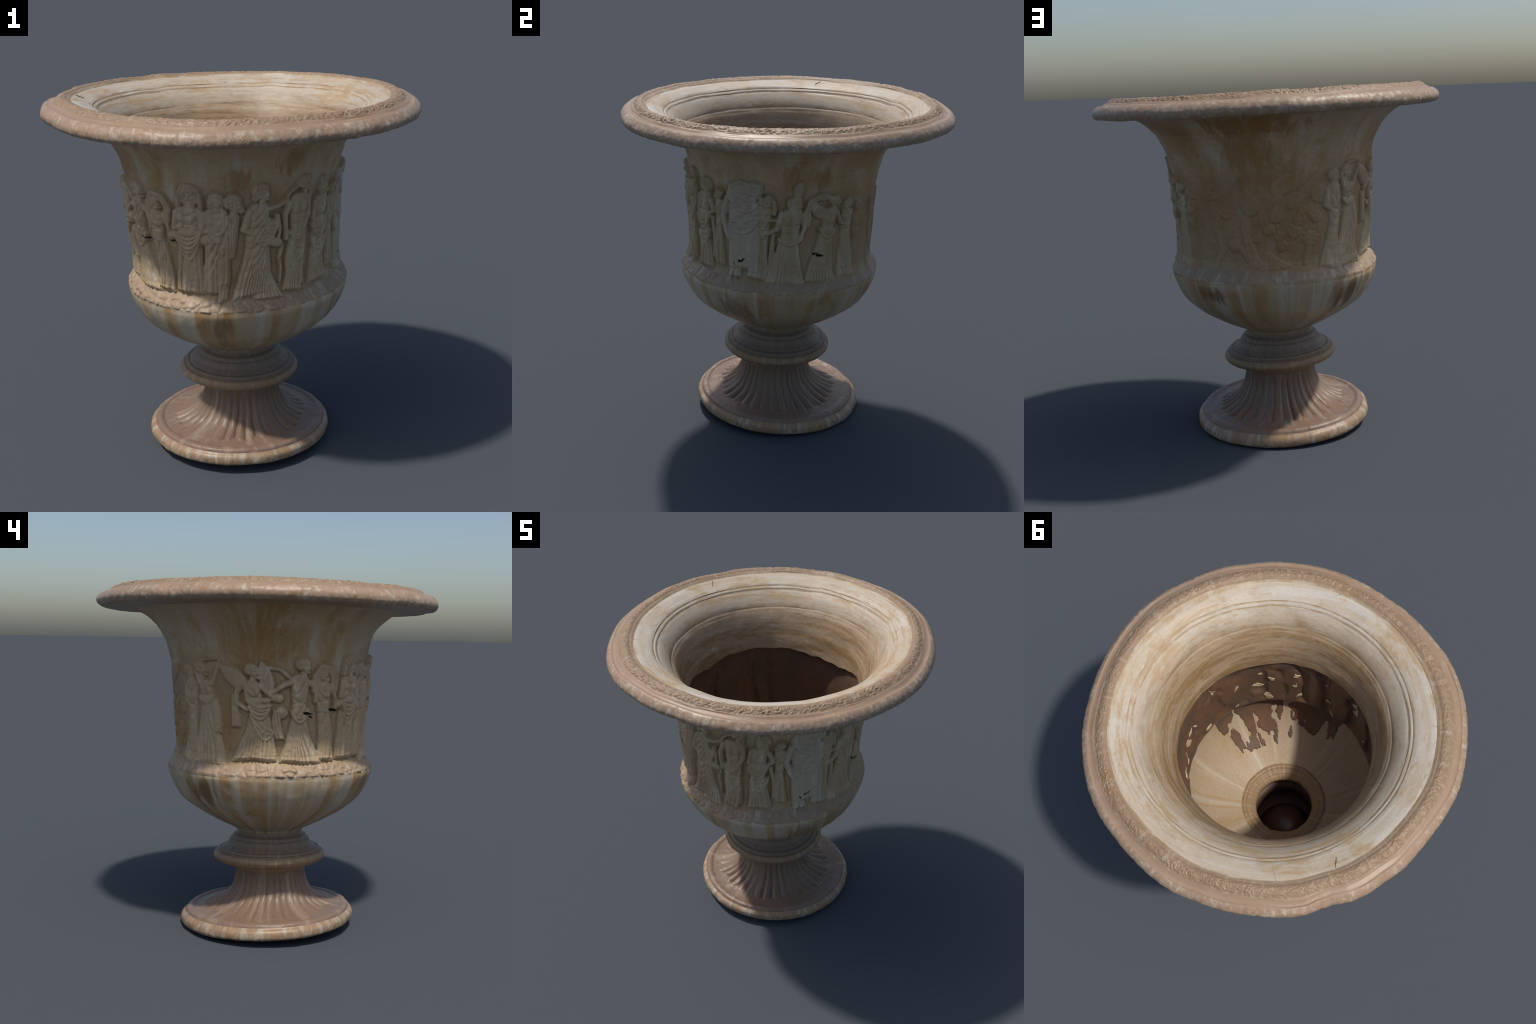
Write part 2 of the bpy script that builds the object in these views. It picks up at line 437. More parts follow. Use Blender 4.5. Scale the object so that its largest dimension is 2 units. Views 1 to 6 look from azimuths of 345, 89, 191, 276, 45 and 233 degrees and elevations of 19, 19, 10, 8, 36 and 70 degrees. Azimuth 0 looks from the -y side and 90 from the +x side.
LINING = [(0.556, 1.610), (0.551, 1.55), (0.546, 1.48), (0.539, 1.38), (0.533, 1.26), (0.528, 1.15),
          (0.528, 1.08), (0.535, 1.045), (0.556, 1.00), (0.572, 0.965)]
INNER = [(0.588, 0.985), (0.590, 0.95), (0.582, 0.915), (0.563, 0.872), (0.538, 0.828), (0.502, 0.782),
         (0.462, 0.742), (0.413, 0.705), (0.358, 0.672), (0.303, 0.643), (0.270, 0.629)]
INNER_RING = [(0.270, 0.629), (0.262, 0.632), (0.252, 0.634), (0.243, 0.630), (0.238, 0.622), (0.230, 0.616),
              (0.222, 0.617), (0.213, 0.614), (0.205, 0.605), (0.196, 0.599), (0.186, 0.588), (0.180, 0.575), (0.180, 0.562)]
WELL = [(0.180, 0.562), (0.182, 0.545), (0.195, 0.52), (0.215, 0.49), (0.265, 0.455), (0.290, 0.42), (0.26, 0.40),
        (0.200, 0.380), (0.186, 0.34), (0.188, 0.29), (0.20, 0.24), (0.22, 0.20), (0.26, 0.155), (0.31, 0.11),
        (0.33, 0.08), (0.30, 0.055), (0.20, 0.052)]
PLUG = [(0.20, 0.050), (0.178, 0.080), (0.168, 0.110), (0.148, 0.155), (0.118, 0.190), (0.080, 0.214), (0.04, 0.226), (0.0, 0.230)]

# wear has left the vase out of round: change of radius by azimuth
DRUM_AZ = [0, 20, 45, 70, 100, 130, 160, 180, 205, 230, 250, 270, 290, 315, 340, 360]
DRUM_DR = [-.010, -.019, -.016, -.004, .010, .006, .000, .004, .006, .006, -.007, .003, .012, .005, -.005, -.010]
# neck just under the rim
NECK_AZ = [0, 30, 60, 90, 120, 180, 270, 330, 360]
NECK_DR = [-.012, -.017, -.016, -.009, .000, .000, .004, .000, -.012]
# the worn, chipped outline of the rim
RIM_AZ = [0, 11, 30, 55, 68, 80, 94, 103, 112, 120, 132, 145, 162, 170, 178, 187, 197, 203, 208, 217, 225, 235, 240,
          244, 248, 253, 258, 264, 271, 278, 284, 292, 300, 308, 314, 322, 332, 343, 352, 360]
RIM_DR = [-.007, -.014, -.004, .008, .014, .012, .018, .014, .006, .001, -.004, .003, .008, .004, -.005, -.003, .003,
          .004, -.002, .002, .000, .005, .004, -.010, -.014, .001, .001, -.007, -.003, -.013, -.012, -.007, .000, -.003,
          -.002, .003, .010, .007, -.005, -.007]
# the opening is cut off centre
THROAT_AZ = [0, 30, 60, 90, 120, 150, 180, 210, 240, 270, 300, 330, 360]
THROAT_DR = [-.020, -.013, -.008, .007, .015, .015, -.010, -.017, -.024, -.030, -.032, -.030, -.020]


def handmade(az, z, r):
    """slow unevenness of the worn stone: change of radius, change of height"""
    dr = ring_noise(az, z * 2.0, 9, 101) * 0.003 + ring_noise(az, z * 3.0, 23, 102) * 0.002
    body = np.clip((z - 0.95) / 0.06, 0, 1) * np.clip((1.83 - z) / 0.10, 0, 1)
    dr = dr + body * np.interp(az % 360.0, DRUM_AZ, DRUM_DR)
    under = np.clip((z - 1.68) / 0.08, 0, 1) * np.clip((1.858 - z) / 0.02, 0, 1) * (r < 0.79)
    dr = dr + under * np.interp(az % 360.0, NECK_AZ, NECK_DR)
    up = np.clip((z - 1.78) / 0.08, 0, 1)
    out = up * np.clip((r - 0.80) / 0.12, 0, 1)
    dr = dr + out * np.interp(az % 360.0, RIM_AZ, RIM_DR)
    dz = up * (ring_noise(az, z * 0, 9, 105) * 0.005 + ring_noise(az, z * 0, 37, 106) * 0.0035 - 0.001)
    return dr, dz


def inner_shift(az, z, r):
    """the opening is cut off centre"""
    w = np.clip((0.86 - r) / 0.10, 0, 1)
    dr = w * np.interp(az % 360.0, THROAT_AZ, THROAT_DR)
    outer_z = WALL_Z + [p[1] for p in NECK[1:]]
    outer_r = WALL_R + [p[0] for p in NECK[1:]]
    wall = np.interp(z, outer_z, outer_r) + np.interp(az % 360.0, DRUM_AZ, DRUM_DR) - 0.012
    wall = np.where(z < 1.84, wall, 9.0)
    gap = wall - (r + dr)
    ease = np.where(gap < 0.02, (0.02 - np.maximum(gap, -0.02)) ** 2 / 0.08 * 2, 0)
    return dr - ease - np.maximum(-gap - 0.02, 0)


def turned(name, profile, mat, n_az, step, relief=None, flip=False, parent=None, inside=False, ragged=0.0):
    """revolve a profile; relief(az, s, r, z) gives extra height along the surface normal"""
    prof = smooth_profile(profile, step)
    az = (np.arange(n_az) / n_az * 360.0)[:, None]
    r = np.repeat(prof[None, :, 0], n_az, 0)
    z = np.repeat(prof[None, :, 1], n_az, 0)
    A = np.repeat(az, prof.shape[0], 1)
    if ragged:
        z = z + ragged * (ring_noise(A, z * 0, 17, 111) + 0.35 * ring_noise(A, z * 0, 60, 112)) * np.linspace(0, 1, prof.shape[0])[None, :] ** 4
    dr, dz = handmade(A, z, r)
    if inside:
        dr = dr * np.clip((r - 0.7) / 0.1, 0, 1) + inner_shift(A, z, r)
    fade = np.clip(r / 0.1, 0, 1)
    P = place(r + dr * fade, A, z + dz)
    if relief is not None:
        s = np.linspace(0, 1, prof.shape[0])[None, :].repeat(n_az, 0)
        N = grid_normals(P, flip)
        ends = np.clip(s / 0.08, 0, 1) * np.clip((1 - s) / 0.08, 0, 1)     # neighbours share their border rings
        P = P + N * (relief(A, s, r, z) * ends)[..., None]
    N = grid_normals(P, flip)
    faces = grid_faces(n_az, prof.shape[0], flip)
    return make_object(name, P, faces, mat, N, parent), P


# ------------------------------------------------------------------ reliefs of the turned parts
def fluting(A, s, r, z):
    """36 uneven flutes that run down the stem and end as rounded tongues on the foot"""
    wob = ring_noise(A, z * 4, 24, 201) * 2.2
    ph = (A + wob) / 360.0 * 36
    tongue = np.abs(np.sin(PI * ph))
    end = 0.395 + 0.012 * ring_noise(A, z * 0, 36, 202) - 0.02 * (1 - tongue)
    w = np.clip((0.335 - z) / 0.04, 0, 1) * np.clip((end - r) / 0.018, 0, 1)
    depth = 0.015 * (0.75 + 0.5 * ring_noise(A, z * 2, 20, 203)) * np.clip(r / 0.3, 0.6, 1.3)
    return (tongue ** 0.7 - 0.75) * depth * w + ring_noise(A, r * 30, 120, 204) * 0.0012


def knop_beads(A, s, r, z):
    ph = A / 360.0 * 40
    w = np.clip(1 - np.abs(z - 0.405) / 0.03, 0, 1) * np.clip((r - 0.28) / 0.03, 0, 1)
    return -0.003 * w * (1 - np.abs(np.sin(PI * ph)) ** 0.35) + ring_noise(A, z * 60, 90, 211) * 0.0012


def foot_wear(A, s, r, z):
    return ring_noise(A, (r + z) * 25, 60, 221) * 0.002 + ring_noise(A, (r + z) * 60, 200, 222) * 0.001


def bowl_ribs(A, s, r, z):
    wob = ring_noise(A, z * 3, 16, 231) * 2.0
    up = np.clip((z - 0.62) / 0.08, 0, 1) * np.clip((0.95 - z) / 0.05, 0, 1)
    return np.sin((A + wob) * DEG * 38) * 0.0012 * up + ring_noise(A, z * 18, 40, 232) * 0.0018


def egg_band(A, s, r, z):
    """shallow egg shapes and whorls on the rounded outer face of the rim"""
    u = A / 360.0 * 84 + 0.5 * ring_noise(A, z * 0, 40, 245)
    k = np.floor(u)
    du = (u - k - 0.5) * 2 * 0.034
    dv = (z - 1.893) * 1.0
    rho = np.hypot(du, dv * 0.9)
    face = np.clip((r - 0.935) / 0.02, 0, 1) * np.clip((z - 1.850) / 0.012, 0, 1)
    ringlets = np.cos(rho / 0.0125 * 2 * PI + 2.5 * ring_noise(A, z * 40, 120, 243)) * np.exp(-(rho / 0.028) ** 2)
    ringlets = ringlets * 0.5 * np.clip(ring_noise(A, z * 0, 40, 244), 0, 1)
    return face * (0.0016 * ringlets + 0.0012 * ring_noise(A + 1.2 * ring_noise(A, z * 30, 90, 246), z * 60, 300, 241)
                   - 0.0012 * np.abs(np.sin(PI * (u + 0.5))) ** 8) + ring_noise(A, r * 30, 70, 242) * 0.0012


def scroll_band(A, s, r, z):
    """running leaf scroll carved into the top of the lip"""
    n = 76
    u = A / 360.0 * n + 0.6 * ring_noise(A, z * 0, 30, 251)
    k = np.floor(u)
    flip = np.where(k % 2 == 0, 1.0, -1.0)
    w = np.clip((r - 0.853) / 0.006, 0, 1) * np.clip((0.908 - r) / 0.006, 0, 1)
    du = (u - k - 0.5) * 0.072
    dv = (r - 0.880) * 1.15 * flip
    rho = np.hypot(du, dv)
    phi = np.arctan2(dv, du)
    swirl = ring_noise(A, r * 70, 150, 252)
    spiral = np.cos(phi * 2.0 - rho / 0.017 * 2 * PI + swirl * 3.0 + k * 1.3)
    core = np.exp(-(rho / 0.026) ** 4)
    lobes = np.abs(np.sin(phi * 3.0 + k + 2.5 * swirl)) - 0.5
    h = core * spiral * 0.8 + (1 - core) * lobes * 1.2 + 0.8 * ring_noise(A, r * 110, 330, 256)
    return w * (0.0030 * h * (0.55 + 0.45 * ring_noise(A, z * 0, 40, 255)) + 0.0018 * ring_noise(A, r * 160, 400, 253)) + ring_noise(A, r * 30, 70, 254) * 0.001


def dish_wear(A, s, r, z):
    return ring_noise(A, (r - z) * 20, 30, 261) * 0.003 + ring_noise(A, (r - z) * 60, 50, 262) * 0.001


def neck_wear(A, s, r, z):
    """two fine mouldings under the rim, clearest on the +x and +y sides"""
    side = 0.5 + 0.5 * np.cos((A - 135) * DEG)
    lines = np.exp(-((z - 1.735) / 0.004) ** 2) + np.exp(-((z - 1.765) / 0.004) ** 2)
    return -0.004 * side * lines + ring_noise(A, z * 14, 40, 271) * 0.002


# ------------------------------------------------------------------ the frieze
NA = 1800
FZ0, FZ1, FSTEP = 0.958, 1.640, 0.0026
NZ = int(round((FZ1 - FZ0) / FSTEP)) + 1
FA = (np.arange(NA) / NA * 360.0 - 180.0)[:, None].repeat(NZ, 1)
FZ = np.linspace(FZ0, FZ1, NZ)[None, :].repeat(NA, 0)
CM = 0.00995            # metres of wall per degree of azimuth
TAGS = ["garment", "torso", "head", "arm", "leg", "wing", "veil", "staff", "basket", "foliage"]


def wrap(a):
    return (a + 180.0) % 360.0 - 180.0


class Figure:
    """a carved figure: a height field over (azimuth, height) assembled from body parts.
    positions are (azimuth in degrees, height in metres); widths in metres"""

    def __init__(self, name, az, prom=1.0, seed=0):
        self.name, self.az, self.prom, self.seed = name, az, prom, seed
        cols = np.where(np.abs(wrap(FA[:, 0] - az)) < 26)[0]
        self.cols = cols
        a = wrap(FA[cols] - az)
        z = FZ[cols]
        w1 = ring_noise(FA[cols], z * 22, 80, 300 + seed)
        w2 = ring_noise(FA[cols], z * 22, 80, 400 + seed)
        self.u = (a * CM + w1 * 0.0025) / 1.10          # bodies are broad and crowd each other
        self.z = z + w2 * 0.0025
        self.H = np.full(a.shape, -1.0)
        self.T = np.full(a.shape, -1, int)

    def loc(self, p):
        return wrap(p[0] - self.az) * CM / 1.04, p[1]

    def put(self, h, mask, tag):
        m = mask & (h > self.H)
        self.H[m] = h[m]
        self.T[m] = TAGS.index(tag)

    def limb(self, pts, h=0.020, tag="arm", base=0.0):
        """rounded tapering tube through (az, z, radius) points"""
        for p, q in zip(pts[:-1], pts[1:]):
            (x0, y0), (x1, y1) = self.loc(p), self.loc(q)
            dx, dy = x1 - x0, y1 - y0
            t = np.clip(((self.u - x0) * dx + (self.z - y0) * dy) / (dx * dx + dy * dy + 1e-9), 0, 1)
            w = p[2] + (q[2] - p[2]) * t
            d = np.hypot(self.u - x0 - t * dx, self.z - y0 - t * dy) / w
            self.put(base + h * np.sqrt(np.clip(1 - d * d, 0, 1)), d < 1, tag)

    def ball(self, p, rx, rz, h=0.02, tag="head", turn=0.0, base=0.0, power=0.5):
        x0, y0 = self.loc(p)
        c, s = math.cos(turn * DEG), math.sin(turn * DEG)
        x, y = self.u - x0, self.z - y0
        d = np.hypot((x * c + y * s) / rx, (-x * s + y * c) / rz)
        self.put(base + h * np.clip(1 - d * d, 0, 1) ** power, d < 1, tag)

    def carve(self, fn, tag=None):
        """add a detail height wherever the figure (or one kind of part) already stands"""
        m = self.T >= 0
        if tag is not None:
            m &= self.T == TAGS.index(tag)
        self.H = np.where(m, self.H + fn, self.H)

    def head(self, p, r=0.030, look=0, hair=1.0, veil=False):
        """look: -1 profile to lower azimuth, 0 front, 1 profile to higher azimuth"""
        x0, y0 = self.loc(p)
        x, y = self.u - x0, self.z - y0
        self.limb([(p[0] - look * 0.3, p[1] - r * 0.7, r * 0.50), (p[0] - look * 0.9, p[1] - r * 1.9, r * 0.66)], 0.018, "torso")
        # face first, then the hair or hood that frames it and stands higher
        self.ball((p[0] + look * 0.8, p[1] - 0.007), r * 0.80, r * 1.12, 0.028, "head")
        fx = x - look * 0.010
        if look:
            self.ball((p[0] + look * 3.0, p[1] - 0.010), r * 0.26, r * 0.24, 0.019, "head")
            self.ball((p[0] + look * 2.2, p[1] - 0.032), r * 0.34, r * 0.28, 0.019, "head")
        nose = np.exp(-((fx - look * 0.010) / 0.004) ** 2 - ((y + 0.008) / 0.010) ** 2) * 0.009
        eyes = -np.exp(-((y - 0.001) / 0.0045) ** 2) * np.exp(-((np.abs(fx - look * .006) - 0.010) / 0.006) ** 2) * 0.013
        mouth = -np.exp(-((y + 0.024) / 0.003) ** 2 - ((fx - look * .008) / 0.009) ** 2) * 0.008
        self.carve(nose + eyes + mouth, "head")
        hx, hy = x + look * 0.010, y - 0.010
        R = r * 1.18 * hair
        rho = np.hypot(hx / R, hy / (R * 1.02))
        facehole = np.hypot((fx - look * 0.004) / (r * 0.74), (y + 0.012) / (r * 1.05))
        m = (rho < 1) & (facehole > 1) & (y > -r * (1.3 if veil else 0.75))
        if veil:
            tex = np.abs(np.sin(np.hypot(hx, hy + 0.03) / 0.010 * PI))
        else:
            tex = lumps(self.u / CM, self.z, 230, 0.013, 500 + self.seed)
        hh = 0.026 * np.clip(1 - rho ** 4, 0, 1) ** 0.5 + 0.012 * (tex - 0.5)
        self.H = np.where(m & (self.T == TAGS.index("head")), np.maximum(hh, 0.012), self.H)
        self.put(hh, m, "head")

    def torso(self, sl, sr, waist, w, h=0.022, folds=6, slope=0.0, bare=False):
        """sl, sr: shoulder points; waist: (az, z); w: half width at the waist"""
        (xl, yl), (xr, yr), (xw, yw) = self.loc(sl), self.loc(sr), self.loc(waist)
        yt = 0.5 * (yl + yr)
        t = np.clip((yt - self.z) / (yt - yw), -0.2, 1.15)
        tc = np.clip(t, 0, 1)
        c = (xl + xr) * 0.5 * (1 - tc) + xw * tc
        half = (xr - xl) * 0.5 * (1 - tc) + w * tc
        half = half * np.sqrt(np.clip(1 - np.clip(-t / 0.2, 0, 1) ** 2, 0, 1)) + 1e-6
        s = (self.u - c) / half
        m = (np.abs(s) < 1) & (t > -0.19) & (t < 1.1)
        hh = h * np.clip(1 - np.abs(s) ** 2.6, 0, 1) ** 0.5
        if bare:
            hh = hh + 0.008 * np.exp(-((np.abs(s) - 0.45) / 0.28) ** 2 - ((tc - 0.25) / 0.14) ** 2) \
                - 0.007 * np.exp(-(s / 0.12) ** 2) * (tc > 0.1) \
                - 0.006 * np.exp(-((tc - 0.45 + 0.10 * s * s) / 0.035) ** 2) - 0.004 * np.exp(-((tc - 0.72) / 0.03) ** 2) \
                - 0.005 * np.exp(-((tc - 0.85) / 0.03) ** 2 - (s / 0.12) ** 2)
        else:
            nz = ring_noise(self.u / CM, self.z * 16, 60, 600 + self.seed)
            skew = slope + 0.22 * math.sin(self.seed * 2.3)
            sag = np.abs(np.sin(PI * folds * 0.5 * (tc + skew * s - 0.30 * (1 - s * s)) + 1.6 * nz))
            hh = hh + 0.011 * (sag ** 0.7 - 0.6) * np.clip(1.2 - s * s, 0, 1) * (0.6 + 0.6 * np.abs(nz))
            hh = hh + 0.010 * np.exp(-((np.abs(s) - 0.42) / 0.22) ** 2 - ((tc - 0.35) / 0.14) ** 2)
            hh = hh - 0.006 * np.exp(-((tc - 0.62 - 0.06 * s * s) / 0.035) ** 2)
        self.put(hh, m, "torso")

    def robe(self, top, wt, hem_l, hem_r, h=0.019, folds=7, bend=0.0, flare=1.4, swags=0, amp=0.0085, tag="garment",
             zcut=None, pull=0.0):
        """cloth falling from top (az, z) with half width wt to a hem between two points"""
        (x0, y0), (xl, yl), (xr, yr) = self.loc(top), self.loc(hem_l), self.loc(hem_r)
        yb = 0.5 * (yl + yr) + (self.u - 0.5 * (xl + xr)) / max(0.02, xr - xl) * (yr - yl)
        t = (y0 - self.z) / (y0 - yb)
        tc = np.clip(t, 0, 1)
        c = x0 + (0.5 * (xl + xr) - x0) * tc ** 1.1 + bend * np.sin(PI * tc)
        half = wt + (0.5 * (xr - xl) - wt) * tc ** flare
        s = (self.u - c) / half
        wob = ring_noise(self.u / CM, self.z * 7, 50, 700 + self.seed)
        wob2 = ring_noise(self.u / CM, self.z * 5, 110, 730 + self.seed)
        lean = 0.5 * math.sin(self.seed * 1.7)
        sw = s + 0.22 * np.sin(2.6 * s + self.seed) + lean * (1 - tc) ** 2 * (1 - s * s)
        ph = PI * folds * 0.36 * sw + wob * 1.0 + wob2 * 0.7 + self.seed
        ridge = np.abs(np.sin(ph)) ** 0.7
        fine = np.abs(np.sin(ph * 2.3 + 1.0 + wob2)) ** 0.7
        depth = 0.55 + 0.45 * wob
        hem = 1.0 + 0.03 * wob
        m = (np.abs(s) < 1) & (t > -0.02) & (t < hem)
        hh = h * np.clip(1 - np.abs(s) ** 3, 0, 1) ** 0.5 * (0.75 + 0.35 * tc) * np.clip((hem - t) / 0.06, 0.25, 1)
        hh = hh + (amp * (ridge - 0.6) + 0.25 * amp * (fine - 0.6)) * (0.35 + 0.8 * tc) * np.clip(1.25 - s * s, 0, 1) * (0.75 + 0.35 * wob) * 1.9
        if swags:
            side = 1.0 if self.seed % 2 else -1.0
            up = np.clip(1.15 - tc / 0.7, 0, 1) * np.clip(1.15 - np.abs(s), 0, 1)
            cat = np.abs(np.sin(PI * swags * 0.8 * (tc * 1.5 + 0.42 * (s - 0.75 * side) ** 2) + 1.2 * wob))
            hh = hh + 0.014 * (cat ** 0.7 - 0.6) * up
        self.put(hh, m, tag)

    def swag(self, p, q, sag, n=4, w=0.012, h=0.021, tag="garment", step=0.017):
        """n hanging folds between two points"""
        for i in range(n):
            k = i - (n - 1) / 2
            pts = []
            for t in np.linspace(0, 1, 9):
                pts.append((p[0] + (q[0] - p[0]) * t,
                            p[1] + (q[1] - p[1]) * t - 4 * (sag + k * step) * t * (1 - t) - k * step * 0.25,
                            w * (0.55 + 0.45 * math.sin(PI * t))))
            self.limb(pts, h + 0.0015 * k, tag)

    def wing(self, root, tip, width, feathers=7, h=0.017, tag="wing"):
        (x0, y0), (x1, y1) = self.loc(root), self.loc(tip)
        L = math.hypot(x1 - x0, y1 - y0)
        ex, ey = (x1 - x0) / L, (y1 - y0) / L
        a = ((self.u - x0) * ex + (self.z - y0) * ey) / L
        b = (-(self.u - x0) * ey + (self.z - y0) * ex) / width
        shape = np.sin(PI * np.clip(a, 0, 1) ** 0.75) ** 0.6 + 1e-6
        s = b / shape
        m = (a > 0.0) & (a < 1) & (np.abs(s) < 1)
        fan = np.abs(np.sin(PI * feathers * 0.5 * (s + 0.5 * a)))
        rows = np.abs(np.sin(PI * 2.5 * a))
        hh = h * np.clip(1 - np.abs(s) ** 3, 0, 1) ** 0.5 * (0.6 + 0.4 * np.sin(PI * np.clip(a, 0, 1)))
        self.put(hh + 0.007 * (fan - 0.5) + 0.002 * (rows - .5), m, tag)

    def rosette(self, p, r, petals=7, h=0.016):
        x0, y0 = self.loc(p)
        x, y = self.u - x0, self.z - y0
        rho, phi = np.hypot(x, y) / r, np.arctan2(y, x)
        m = rho < 0.85 + 0.15 * np.abs(np.sin(phi * petals / 2))
        hh = h * np.clip(1 - rho ** 2, 0, 1) ** 0.4 + 0.006 * (np.abs(np.sin(phi * petals / 2)) - 0.6) * rho
        hh = hh + 0.004 * np.exp(-(rho / 0.22) ** 2) - 0.003 * np.exp(-((rho - 0.4) / 0.1) ** 2)
        self.put(hh, m, "foliage")

    def arch(self, pts, w=0.014, n=3, h=0.019, tag="veil"):
        """a billowing veil: nested bands that follow the same arc"""
        for i in range(n):
            k = i * 0.75
            c = np.mean([(p[0], p[1]) for p in pts], axis=0)
            q = [(c[0] + (p[0] - c[0]) * (1 - 0.16 * k), c[1] + (p[1] - c[1]) * (1 - 0.16 * k), w) for p in pts]
            self.limb(q, h - 0.002 * i, tag)


FIGS = []


def figure(name, az, prom=1.0):
    f = Figure(name, az, prom, len(FIGS))
    FIGS.append(f)
    return f


# --- front, left to right (azimuth rises to the right as one faces the vase) ---
f = figure("winged_woman_figure", -94)
f.robe((-91.5, 1.345), 0.040, (-107, 1.050), (-82, 1.050), folds=11, bend=0.010, swags=0, flare=1.2)
f.robe((-104.5, 1.40), 0.020, (-107, 1.225), (-101, 1.225), h=0.014, folds=5, tag="wing")
f.torso((-99.5, 1.452), (-91, 1.462), (-93, 1.345), 0.040, folds=5)
f.wing((-98, 1.44), (-111.5, 1.55), 0.048, 7)
f.wing((-86, 1.42), (-90, 1.575), 0.036, 6)
f.arch([(-99, 1.47, 0), (-104, 1.42, 0), (-104, 1.36, 0), (-98, 1.32, 0), (-92, 1.325, 0)], 0.009, 3, 0.018)
f.limb([(-98, 1.45, .019), (-97.5, 1.37, .018), (-92, 1.335, .017), (-86, 1.345, .013)], 0.026)
f.limb([(-91, 1.45, .016), (-86, 1.40, .014)], 0.022)
f.ball((-88.5, 1.372), 0.028, 0.020, 0.026, "basket")
f.ball((-82.5, 1.385), 0.034, 0.026, 0.022, "garment")
f.swag((-97, 1.345), (-86, 1.33), 0.03, 4, 0.010, 0.024, "garment", 0.018)
f.swag((-96, 1.30), (-84.5, 1.20), 0.04, 3, 0.010, 0.022, "garment", 0.03)
f.head((-94, 1.520), 0.029, 1, hair=1.1)

f = figure("dancing_woman_figure", -67.5)
f.robe((-70, 1.300), 0.036, (-80, 1.045), (-56, 1.035), folds=12, flare=1.3)
f.robe((-81, 1.320), 0.022, (-82, 1.165), (-76, 1.160), h=0.016, folds=3, bend=-0.01)
f.torso((-74, 1.478), (-64.5, 1.478), (-70, 1.290), 0.036, folds=7, slope=0.1)
f.limb([(-73, 1.472, .017), (-78, 1.455, .016), (-82, 1.425, .014), (-84, 1.41, .011)], 0.022)
f.arch([(-74, 1.49, 0), (-79, 1.535, 0), (-86, 1.545, 0), (-90, 1.51, 0)], 0.009, 2, 0.014)
f.ball((-78.7, 1.310), 0.030, 0.034, 0.020, "foliage", turn=40)
f.carve(0.004 * (np.abs(np.sin((f.u * 0.7 + f.z) / 0.008 * PI)) - 0.5), "foliage")
f.head((-67, 1.552), 0.030, 1, hair=1.1)
f.limb([(-64.5, 1.47, .017), (-60.5, 1.43, .015), (-61, 1.37, .013)], 0.019)
f.swag((-74, 1.315), (-65, 1.325), 0.03, 4, 0.011, 0.024, "garment", 0.018)

f = figure("veiled_dancer_figure", -55.5)
f.robe((-56, 1.330), 0.036, (-59, 1.050), (-48, 1.045), folds=8, swags=3, bend=0.012)
f.torso((-60, 1.445), (-51, 1.45), (-56, 1.325), 0.036, folds=5)
f.arch([(-61.5, 1.42, 0), (-61, 1.50, 0), (-57, 1.555, 0), (-51, 1.545, 0), (-47.5, 1.49, 0), (-48.5, 1.42, 0)], 0.014, 4, 0.018)
f.wing((-57, 1.40), (-60.5, 1.52), 0.026, 5, 0.016, "veil")
f.head((-55.5, 1.492), 0.025, 1)
f.limb([(-51, 1.44, .015), (-48.5, 1.38, .014), (-48.5, 1.32, .012)], 0.020)

f = figure("garlanded_woman_figure", -36.5)
f.robe((-37.5, 1.375), 0.056, (-46.5, 1.052), (-31, 1.045), folds=8, swags=5, flare=1.0, h=0.022)
f.torso((-43, 1.482), (-30.5, 1.488), (-37.5, 1.370), 0.055, folds=4, h=0.026)
f.ball((-36, 1.560), 0.056, 0.062, 0.020, "head", power=0.4)
f.carve(0.008 * (lumps(f.u / CM, f.z, 280, 0.014, 560) - 0.5), "head")
f.limb([(-41, 1.56, .014), (-41.5, 1.51, .013)], 0.024, "head")
f.limb([(-31, 1.56, .014), (-30.5, 1.50, .014)], 0.024, "head")
f.head((-35.8, 1.558), 0.034, 0, hair=0.95)
f.limb([(-42.5, 1.475, .019), (-44, 1.390, .019), (-40, 1.405, .015), (-39.5, 1.425, .012)], 0.029)
f.ball((-45.5, 1.352), 0.032, 0.026, 0.026, "basket", turn=20)
f.limb([(-31, 1.475, .018), (-30.5, 1.400, .016)], 0.024)
f.swag((-44, 1.365), (-31, 1.375), 0.045, 4, 0.012, 0.029, "garment", 0.02)
f.swag((-42, 1.30), (-31.5, 1.36), 0.06, 3, 0.010, 0.026, "garment", 0.03)

f = figure("hooded_woman_figure", -24)
f.robe((-24.5, 1.345), 0.046, (-32, 1.055), (-21.5, 1.045), folds=8, swags=3, h=0.019)
f.torso((-28.5, 1.475), (-17.5, 1.475), (-24.5, 1.335), 0.044, folds=6, slope=-0.25, h=0.022)
f.ball((-22.8, 1.528), 0.042, 0.050, 0.018, "veil", power=0.4)
f.head((-23.6, 1.518), 0.028, -1, veil=True)
f.limb([(-28.5, 1.465, .018), (-29.5, 1.380, .018), (-23, 1.385, .014)], 0.026)
f.ball((-24.8, 1.418), 0.020, 0.022, 0.026, "torso")
f.ball((-29, 1.335), 0.028, 0.030, 0.025, "basket")
f.swag((-28.5, 1.47), (-17.5, 1.44), 0.05, 4, 0.011, 0.025, "garment", 0.022)
f.limb([(-19.5, 1.46, .014), (-20, 1.38, .014), (-24, 1.36, .012)], 0.026)
f.robe((-19.5, 1.34), 0.016, (-23, 1.10), (-18.5, 1.09), folds=4, h=0.021, bend=0.008)

